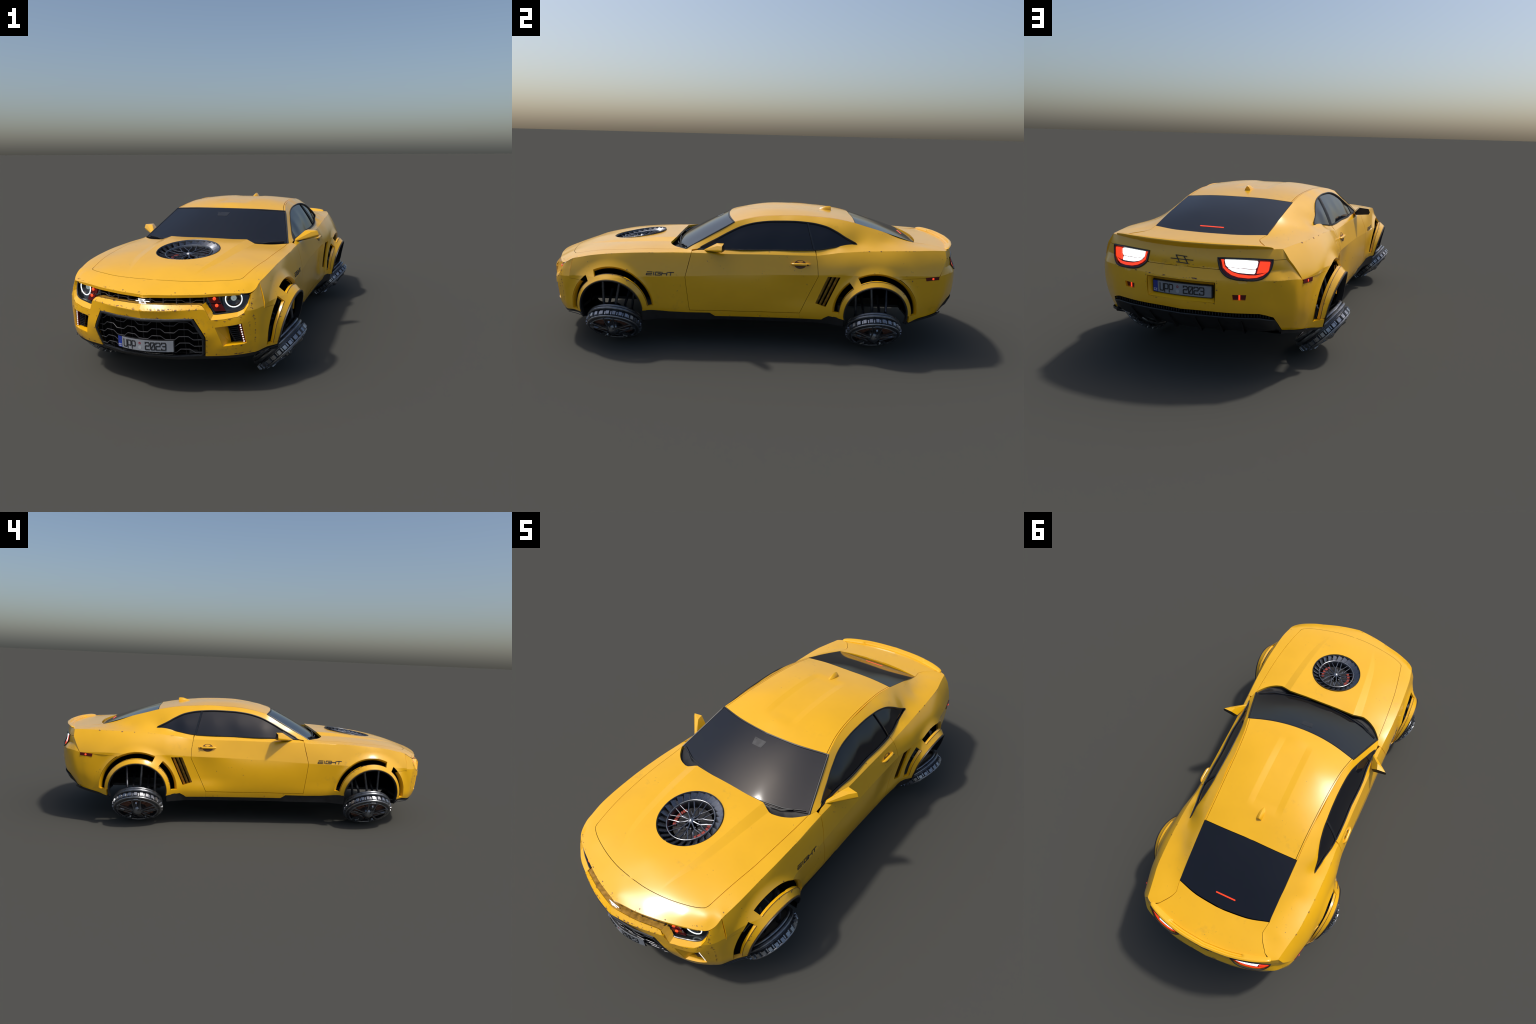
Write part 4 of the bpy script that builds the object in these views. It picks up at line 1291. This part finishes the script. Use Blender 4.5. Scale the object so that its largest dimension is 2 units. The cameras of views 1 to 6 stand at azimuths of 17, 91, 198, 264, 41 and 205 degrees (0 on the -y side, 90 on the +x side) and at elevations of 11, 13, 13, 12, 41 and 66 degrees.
def build_trim():
    # mirrors
    pts = [(.352,-.213,.447),(.352,-.190,.4435),(.354,-.195,.455),(.375,-.176,.444),(.391,-.144,.4895),(.400,-.112,.4905),(.443,-.116,.4865),(.450,-.117,.469),(.445,-.117,.459),
           (.384,-.111,.454),(.372,-.120,.461),(.405,-.146,.4545),(.430,-.135,.470),(.418,-.140,.4825)]
    v, f, nr = hull(pts, 'm')
    B = Buf()
    for fc, n_ in zip(f, nr):
        dark = n_[1] > .6 or (n_[2] < -.75)
        B.add(v[fc], [list(range(len(fc)))], mat=1 if dark else 0)
    for o in both('door_mirror', B, ['paint', 'black']): pass
    # door handle
    x0 = SIDE.lift(np.array([(.232,.403)]))[0,0]
    pocket_shade = Buf()  # flat dark disc on the door skin, the hollow's shade painted in
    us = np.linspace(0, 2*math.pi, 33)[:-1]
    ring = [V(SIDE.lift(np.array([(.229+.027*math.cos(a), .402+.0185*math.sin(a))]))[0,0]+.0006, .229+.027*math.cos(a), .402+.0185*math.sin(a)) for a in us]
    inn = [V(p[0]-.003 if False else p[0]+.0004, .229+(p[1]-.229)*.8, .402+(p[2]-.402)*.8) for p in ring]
    pocket_shade.add(np.r_[inn, [V(x0+.0008,.229,.402)]], [[i,(i+1)%32,32] for i in range(32)])
    pocket_shade.merge(loft([ring, inn], closed=True))
    h1, h2 = both('door_handle', pocket_shade, 'edge')
    yy = np.linspace(.186,.276,15)
    th = np.sqrt(np.clip(1-((yy-.231)/.0455)**4, .02, 1))
    rows = []
    for y, t in zip(yy, th):
        xs = SIDE.lift(np.array([(y,.403)]))[0,0]
        rows.append([V(xs + .0085*t + .0072*t*math.cos(a) - .002, y, .403 + .0062*t*math.sin(a)) for a in np.linspace(0,2*math.pi,11)[:-1]])
    grip = loft(rows, closed=True, cap=True)
    xs = SIDE.lift(np.array([(.263,.403)]))[0,0]
    lock = lathe([(.0034,0),(.0034,.0012),(.0004,.0012)], V(xs+.0132,.263,.403), Y_, Z_, X_, 16)
    for o, mir in ((h1, False), (h2, True)):
        single('handle_grip', grip.mirrored() if mir else grip, 'paint', o)
        single('lock_barrel', lock.mirrored() if mir else lock, 'ink', o)
    # side vents
    a, b, c, d = [SIDE.lift(np.array([p]))[0] for p in vent_quad]
    B = Buf(); sl = Buf()
    e = lambda s, t, dep: (a*(1-s)+b*s)*(1-t) + (d*(1-s)+c*s)*t - X_*dep
    B.add([e(0,0,.018),e(1,0,.018),e(1,1,.018),e(0,1,.018)], [[0,1,2,3]])
    v1, v2 = both('side_vent', B, 'void')
    for i in range(3):
        sl = Buf()
        s0, s1, s2 = i/3+.015, i/3+.20, i/3+.27
        ts = np.linspace(.0,1,6)
        sl.merge(loft([[e(s0,t,.004) for t in ts],[e(s1,t,.010) for t in ts],[e(s2,t,.016) for t in ts]]))
        single('vent_slat', sl, 'grimy_shaded', v1); single('vent_slat', sl.mirrored(), 'grimy_shaded', v2)  # dark brown slat colour carries the shade of the recess
    # lettering on the fenders
    def plr(u, v):
        p = SIDE.lift(np.array([(u, v)]))[0]; return p + X_*.0003, Y_, Z_, X_
    def pll(u, v):
        p = SIDE.lift(np.array([(-u, v)]))[0]*V(-1,1,1); return p - X_*.0003, -Y_, Z_, -X_
    single('lettering', word('EIGHT', plr, -.4575,-.3385,.3415,.3545,.0033,.0012,.22,{'I':.28},.22), 'letters')
    single('lettering', word('EIGHT', pll, .3335,.4515,.3415,.3545,.0033,.0012,.22,{'I':.28},.22), 'letters')
    # antenna fin
    zr = lambda x, y: float(ROOF.lift(np.array([(x, y)]))[0,2])
    rows = []
    for y, w, hgt in ((.330,.001,.0005),(.337,.0075,.005),(.352,.0125,.0105),(.366,.0138,.017),(.385,.0138,.0205),(.3905,.0125,.0185)):
        z = zr(0,y)
        rows.append([V(-w,y,z-.002),V(-w*.92,y,z+hgt*.25),V(-w*.35,y,z+hgt*.85),V(0,y,z+hgt),V(w*.35,y,z+hgt*.85),V(w*.92,y,z+hgt*.25),V(w,y,z-.002)])
    single('antenna_fin', loft(rows, cap=True), 'paint', angle=30)
    # cowl and wipers
    cw = curve3([(.345,-.296,.449),(.30,-.346,.446),(.25,-.374,.444),(.2,-.383,.444),(0,-.395,.445)], step=.02)
    ws = curve3([(.344,-.290,.4485),(.2,-.345,.447),(0,-.369,.447)], n=len(cw))
    B = loft([cw + V(0,-.012,-.004), cw + V(0,.004,-.010), ws + V(0,.0,-.006), ws + V(0,.02,.007)])
    ck = whole('windscreen_cowl', B, 'black')
    wp = Buf()
    def wl(x, y):
        t = np.array([x, 0.0]); 
        q = WIND.to2(np.array([(x, y, .45 + (y + .36)*.53)]))
        return WIND.lift(q)[0] + n1*.004
    wp.merge(tube([wl(x, y) for x, y in [(.328,-.302),(.25,-.333),(.15,-.351),(.06,-.359)]], .0024, 6))
    wp.merge(tube([wl(x, y) + n1*.003 for x, y in [(.20,-.352),(.24,-.345),(.285,-.321)]], .0026, 6))
    wp2 = Buf().merge(wp)
    both('wiper', wp, 'rubber')
    # sensor housing behind the windscreen
    q = WIND.lift(WIND.to2([(-.03,-.155,.562),(.03,-.155,.562),(.024,-.185,.547),(-.024,-.185,.547)])) + n1*.0008
    B = Buf(); B.add(np.r_[q, q - n1*.002], [[0,1,2,3],[0,4,5,1],[1,5,6,2],[2,6,7,3],[3,7,4,0]])
    single('rain_sensor', B, 'trim')
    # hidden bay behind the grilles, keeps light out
    
# ---------------------------------------------------------------- hood turbine
def build_fan():
    o = V(0,-.582,.4555); az = unit((0,-.155,.988)); ax = X_; ay = np.cross(az, ax)
    up = single('hood_turbine', lathe([(.1296,-.006),(.1293,.0012),(.1284,.0022),(.1272,.0010),(.1262,-.003),(.1255,-.022),(.0960,-.034),(.0958,-.0125),(.0945,-.0110),(.0920,-.0115),(.0905,-.0140),(.0895,-.019),(.0890,-.050)], o, ax, ay, az, 72), 'darkmetal')
    nb = 26
    B = Buf()
    th0, dth = 0, 2*math.pi/nb
    pt = lambda r, a, h: ax*r*math.cos(a) + ay*r*math.sin(a) + az*h
    rows = []
    for s in np.linspace(0, 1, 4):
        a = dth*.80*s
        rows.append([pt(r, a - .06*(r-.1)/.025, -.0235 + .0105*s + (r-.0960)*.42) for r in (.0960,.106,.116,.1258)])
    B.merge(loft(rows))
    edge = rows[-1]
    B.merge(loft([edge, [p - az*.008 for p in edge]]))
    me = B.mesh('turbine_blade', 40)
    me.materials.append(M['blade'])
    single('inner_ring', tube([o + pt(.0940, t_, -.0112) for t_ in np.linspace(0, 2*math.pi, 73)[:-1]], .0024, 8, closed=True), 'rim', up)
    for i in range(nb):
        ob = bpy.data.objects.new('turbine_blade', me)
        bpy.context.scene.collection.objects.link(ob)
        R = Matrix.Rotation(dth*i, 4, Vector(az))
        ob.matrix_world = Matrix.Translation(Vector(o)) @ R
        ob.parent = up
    single('turbine_floor', lathe([(.0890,-.050),(.05,-.050),(.0005,-.049)], o, ax, ay, az, 48), 'void', up)
    disc = lathe([(.078,-.046),(.078,-.040),(.030,-.040),(.030,-.046)], o, ax, ay, az, 48)
    single('brake_disc', disc, 'black', up)
    bits = Buf()
    for i in range(10):
        a = 2*math.pi*i/10 + .2
        bits.merge(lathe([(.0042,-.040),(.0042,-.035),(.0005,-.035)], o + pt(.026, a, 0), ax, ay, az, 8))
        bits.merge(box(o + pt(.05, a + .3, -.0385), unit(pt(1,a+.5,0)), unit(pt(1,a+.5+math.pi/2,0)), az, .010, .0016, .002))
    single('disc_detail', bits, 'metal', up)
    cal = Buf()
    for c in (math.radians(188), math.radians(-8)):
        for k in range(5):
            a0 = c - math.radians(36) + k*math.radians(14.6)
            cal.merge(lathe([(.064,-.041),(.064,-.034),(.077,-.034),(.077,-.041)], o, ax, ay, az, 4, a0, a0 + math.radians(12.5)))
    single('caliper', cal, 'caliper', up)
    ns = 10
    for i in range(ns):
        sp = Buf()
        a = 2*math.pi*i/ns + .12
        j = o + pt(.045, a, -.0195)
        sp.merge(tube([o + pt(.008, a, -.018), o + pt(.028, a, -.020), j], .0027, 6))
        for s in (-1, 1):
            sp.merge(tube([j, o + pt(.066, a + s*.15, -.018), o + pt(.0915, a + s*.20, -.0150)], .0021, 6))
        single('turbine_spoke', sp, 'blade', up)
    single('turbine_hub', lathe([(.012,-.026),(.0115,-.016),(.009,-.0135),(.004,-.011),(.0005,-.010)], o, ax, ay, az, 24), 'metal', up)

# ---------------------------------------------------------------- hover wheels
def wheel_parts():
    """Wheel modelled round its own axis: ax, ay in the disc plane, az points to the outer face."""
    ax, ay, az = X_, Y_, Z_; o = V(0,0,0)
    parts = []
    def torus(R, h, r, seg=64):
        return tube([V(R*math.cos(a), R*math.sin(a), h) for a in np.linspace(0, 2*math.pi, seg+1)[:-1]], r, 10, closed=True)
    parts.append(('wheel_ring', torus(.113,-.0375,.0068).merge(torus(.1185,-.0235,.0068)), 'rim', 0))
    parts_band = torus(.1145,.0145,.0038).merge(torus(.0985,.0205,.0030))
    parts.append(('wheel_barrel', lathe([(.0005,-.034),(.104,-.034),(.112,-.030),(.112,-.014),(.108,-.012),(.108,.008),(.116,.011),(.1165,.016),(.106,.020),(.100,.019),(.099,.004),(.084,.000)], o, ax, ay, az, 72), 'darkmetal', 0))
    # tread lugs
    k = 28
    for i in range(k):
        a = 2*math.pi*i/k
        r_ = V(math.cos(a), math.sin(a), 0); t_ = V(-math.sin(a), math.cos(a), 0)
        lug = box(r_*.114 + az*.001, t_, az, r_, .0092, .0102, .0112, .74)
        a2 = a + math.pi/k
        r2 = V(math.cos(a2), math.sin(a2), 0); t2 = V(-math.sin(a2), math.cos(a2), 0)
        lug.merge(box(r2*.111 + az*.0005, t2, az, r2, .0028, .0085, .0075, .9))
        parts.append(('tread_lug', lug, 'metal', 0))
    parts.append(('rim_band', parts_band, 'metal', 0))
    parts.append(('rotor_disc', lathe([(.092,-.004),(.092,.002),(.030,.004),(.030,-.004)], o, ax, ay, az, 48), 'darkmetal', 0))
    fin = Buf()
    for i in range(20):
        a = 2*math.pi*i/20
        r_ = V(math.cos(a), math.sin(a), 0); t_ = V(-math.sin(a), math.cos(a), 0)
        fin.merge(box(r_*.066 + az*.005, r_, t_, az, .024, .0068, .0035, .85))
    parts.append(('copper_fin', fin, 'copper', 0))
    for i in range(5):
        sp = Buf()
        a = 2*math.pi*i/5 + .3
        for s in (-1, 1):
            a0, a1 = a + s*.30, a + s*.13
            p0 = V(.022*math.cos(a0+s*.2), .022*math.sin(a0+s*.2), .024); p1 = V(.102*math.cos(a1), .102*math.sin(a1), .0165)
            sp.merge(tube([p0, (p0+p1)/2 + az*.003, p1], .0042, 6, flat=(.0055,.0036)))
        c0 = V(.098*math.cos(a), .098*math.sin(a), .019)
        sp.merge(box(c0, unit((math.cos(a),math.sin(a),0)), unit((-math.sin(a),math.cos(a),0)), az, .008, .013, .004, .8))
        parts.append(('wheel_spoke', sp, 'rim', 0))
    fr = Buf()
    for i in range(5):
        a = 2*math.pi*i/5 + .3 + math.pi/5
        q = [V(.105*math.cos(a-.42), .105*math.sin(a-.42), .021), V(.05*math.cos(a-.30), .05*math.sin(a-.30), .032), V(.030*math.cos(a), .030*math.sin(a), .037),
             V(.05*math.cos(a+.30), .05*math.sin(a+.30), .032), V(.105*math.cos(a+.42), .105*math.sin(a+.42), .021)]
        fr.merge(tube(q, .0030, 6))
    for i in range(5):
        a = 2*math.pi*i/5 + .3
        r_ = V(math.cos(a), math.sin(a), 0); t_ = V(-math.sin(a), math.cos(a), 0)
        fr.merge(box(r_*.074 + az*.030, r_, t_, az, .012, .0045, .004, .7))
    parts.append(('wheel_frame', fr, 'rim', 0))
    hub = lathe([(.031,.004),(.031,.020),(.027,.030),(.022,.034),(.018,.041),(.009,.046),(.0005,.047)], o, ax, ay, az, 20)
    for i in range(5):
        a = 2*math.pi*i/5
        hub.merge(lathe([(.0035,.030),(.0035,.0375),(.0005,.0375)], V(.023*math.cos(a), .023*math.sin(a), 0), ax, ay, az, 8))
    parts.append(('wheel_hub', hub, 'rim', 0))
    return parts

def build_wheels():
    P = [(n, B.mesh(n, 35), m) for n, B, m, _ in wheel_parts()]
    for n, me, m in P: me.materials.append(M[m])
    for yc, zc in WHEELS:
        for sx in (1, -1):
            out = V(.7071*sx,0,-.7071)
            ay = V(.7071*sx,0,.7071)
            axx = np.cross(ay, out)
            c = V(.4015*sx, yc + .002, .0985)
            mat = Matrix(((axx[0],ay[0],out[0],c[0]),(axx[1],ay[1],out[1],c[1]),(axx[2],ay[2],out[2],c[2]),(0,0,0,1)))
            hub = bpy.data.objects.new('hover_wheel', P[1][1])
            bpy.context.scene.collection.objects.link(hub); hub.parent = ROOT; hub.matrix_world = mat
            for k, (n, me, m) in enumerate(P):
                if k == 1: continue
                ob = bpy.data.objects.new(n, me); bpy.context.scene.collection.objects.link(ob)
                ob.parent = hub
            # struts up into the arch
            rods = (((.42,-.652,.205),(.40,-.66,.33)),((.40,-.633,.203),(.30,-.648,.235)),((.435,-.593,.212),(.415,-.572,.335)),((.39,-.565,.191),(.305,-.565,.235)),((.355,-.543,.165),(.37,-.520,.30))) if yc < 0 else \
                   (((.371,.492,.184),(.35,.487,.30)),((.394,.521,.197),(.242,.533,.222)),((.41,.558,.205),(.375,.552,.335)),((.372,.598,.193),(.264,.605,.23)),((.382,.626,.192),(.30,.640,.32)))
            for p0, p1 in rods:
                p0, p1 = np.array(p0)*V(sx,1,1), np.array(p1)*V(sx,1,1)
                b = p0 - out*0 - (p1-p0)*.0 + V(-.012*sx, 0, -.035)
                single('strut', tube([b, p0, p1], .0060, 10), 'darkmetal')

# ---------------------------------------------------------------- arches, liners, floor
def build_under():
    for (yc, zc), a0, a1, name in ((WHEELS[0], -4, 200, 'f'), (WHEELS[1], -14, 192, 'r')):
        q = arcd((yc, zc), LIP_R, a0, a1)
        P = SIDE.lift(q)
        cyz = np.array([0, yc, zc])
        inn = P.copy(); inn[:,1:] = cyz[1:] + (P[:,1:] - cyz[1:])*.962
        band = loft([P + V(.0005,0,0), P + V(.005,0,0), inn + V(.004,0,0), inn + V(-.02,0,0)])
        both('arch_lip', band, 'rubber')
        # roomy dark cavity behind the arch ring, open below
        q2 = arcd((yc, zc), .206, 4, 176)
        A = np.c_[SIDE.lift(q2)[:,0] - .014, q2]
        Bk = A.copy(); Bk[:,0] = .21
        liner = strip(A, Bk)
        n = len(Bk)
        liner.add(np.r_[Bk, [(.21, yc, zc + .014)]], [[i, i+1, n] for i in range(n-1)])
        # black inner face of the arch ring
        qa, qb = arcd((yc, zc), .1408, -2, 186), arcd((yc, zc), .161 if yc < 0 else .159, -2, 186)
        qb = np.array(qb)[np.linspace(0, len(qb)-1, len(qa)).astype(int)]
        Ra, Rb = SIDE.lift(qa), SIDE.lift(qb)
        liner.merge(loft([Ra - V(.001,0,0), Ra - V(.0150,0,0), Rb - V(.0165,0,0)]))
        b0, b1 = arcd((yc, zc), .150, -10, 192), arcd((yc, zc), .208, -10, 192)
        b1 = np.array(b1)[np.linspace(0, len(b1)-1, len(b0)).astype(int)]
        liner.merge(strip(np.c_[np.full(len(b0), .25), b0], np.c_[np.full(len(b0), .25), b1]))
        qc, qd = arcd((yc, zc), .1775 if yc < 0 else .179, -2, 186), arcd((yc, zc), .210, -2, 186)
        qd = np.array(qd)[np.linspace(0, len(qd)-1, len(qc)).astype(int)]
        Rc, Rd = SIDE.lift(qc), SIDE.lift(qd)
        liner.merge(loft([Rc - V(.0175,0,0), Rc - V(.020,0,0), Rd - V(.022,0,0)]))
        both('wheel_arch_liner', liner, 'void')
        worn = Buf()
        for r_, a_, b_ in (((.163,115,5),(.160,127.6,184.6)) if yc < 0 else ((.161,116.6,.7),(.161,129.5,179))):
            ed = SIDE.lift(arcd((yc, zc), r_ + .0004, a_, b_)); worn.merge(tube(ed + V(.0000,0,0), .0011, 5))
        ed = SIDE.lift(arcd((yc, zc), LIP_R + .0012, a0 + 6, a1 - 6)); worn.merge(tube(ed, .0009, 5))
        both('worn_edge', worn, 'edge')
    # floor
    ys = [-.93,-.80,-.775,-.77,-.455,-.45,-.43,0,.40,.415,.42,.725,.73,.76,.84]
    hw = [.15,.33,.35,.20,.20,.38,.385,.385,.385,.385,.20,.20,.375,.37,.30]
    up = np.array([(w, y, .168) for y, w in zip(ys, hw)]); dn = up + V(0,0,-.012); c = up*V(0,1,1)
    whole('floor_pan', loft([c, up, dn, dn*V(0,1,1)]), 'black')
    # sills
    yy = np.array([-.478,-.40,-.27,-.18,-.15,0,.2,.33,.36,.43])
    zt = np.array([.180,.171,.168,.168,.152,.152,.152,.152,.172,.166])
    t = SIDE.lift(np.stack([yy, zt], 1)); t[:,0] -= .004
    t[0,0] -= .0; 
    b = t.copy(); b[:,2] = np.minimum(.129, t[:,2]-.010); b[:,0] -= .008
    i_ = b.copy(); i_[:,0] = .30
    both('sill', loft([t + V(-.01,0,.004), t, b, i_]), 'black')
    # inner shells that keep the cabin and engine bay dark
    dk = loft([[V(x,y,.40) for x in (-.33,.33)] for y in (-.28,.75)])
    single('cabin_light_block', dk, 'void')
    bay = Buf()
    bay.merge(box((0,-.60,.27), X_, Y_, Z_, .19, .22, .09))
    single('bay_light_block', bay, 'void')
# ================================================================ ASSEMBLY
def main():
    global ROOT
    build_materials()
    ROOT = bpy.data.objects.new("hover_car", None)
    bpy.context.scene.collection.objects.link(ROOT)
    ROOT["label"] = "worn yellow sports coupe hovering on tilted thruster wheels"
    ROOT["category"] = "car"
    build_body()
    for fn in ('build_front','build_rear','build_windows','build_wheels','build_fan','build_trim','build_under','build_wear'):
        if fn in globals(): globals()[fn]()
main()
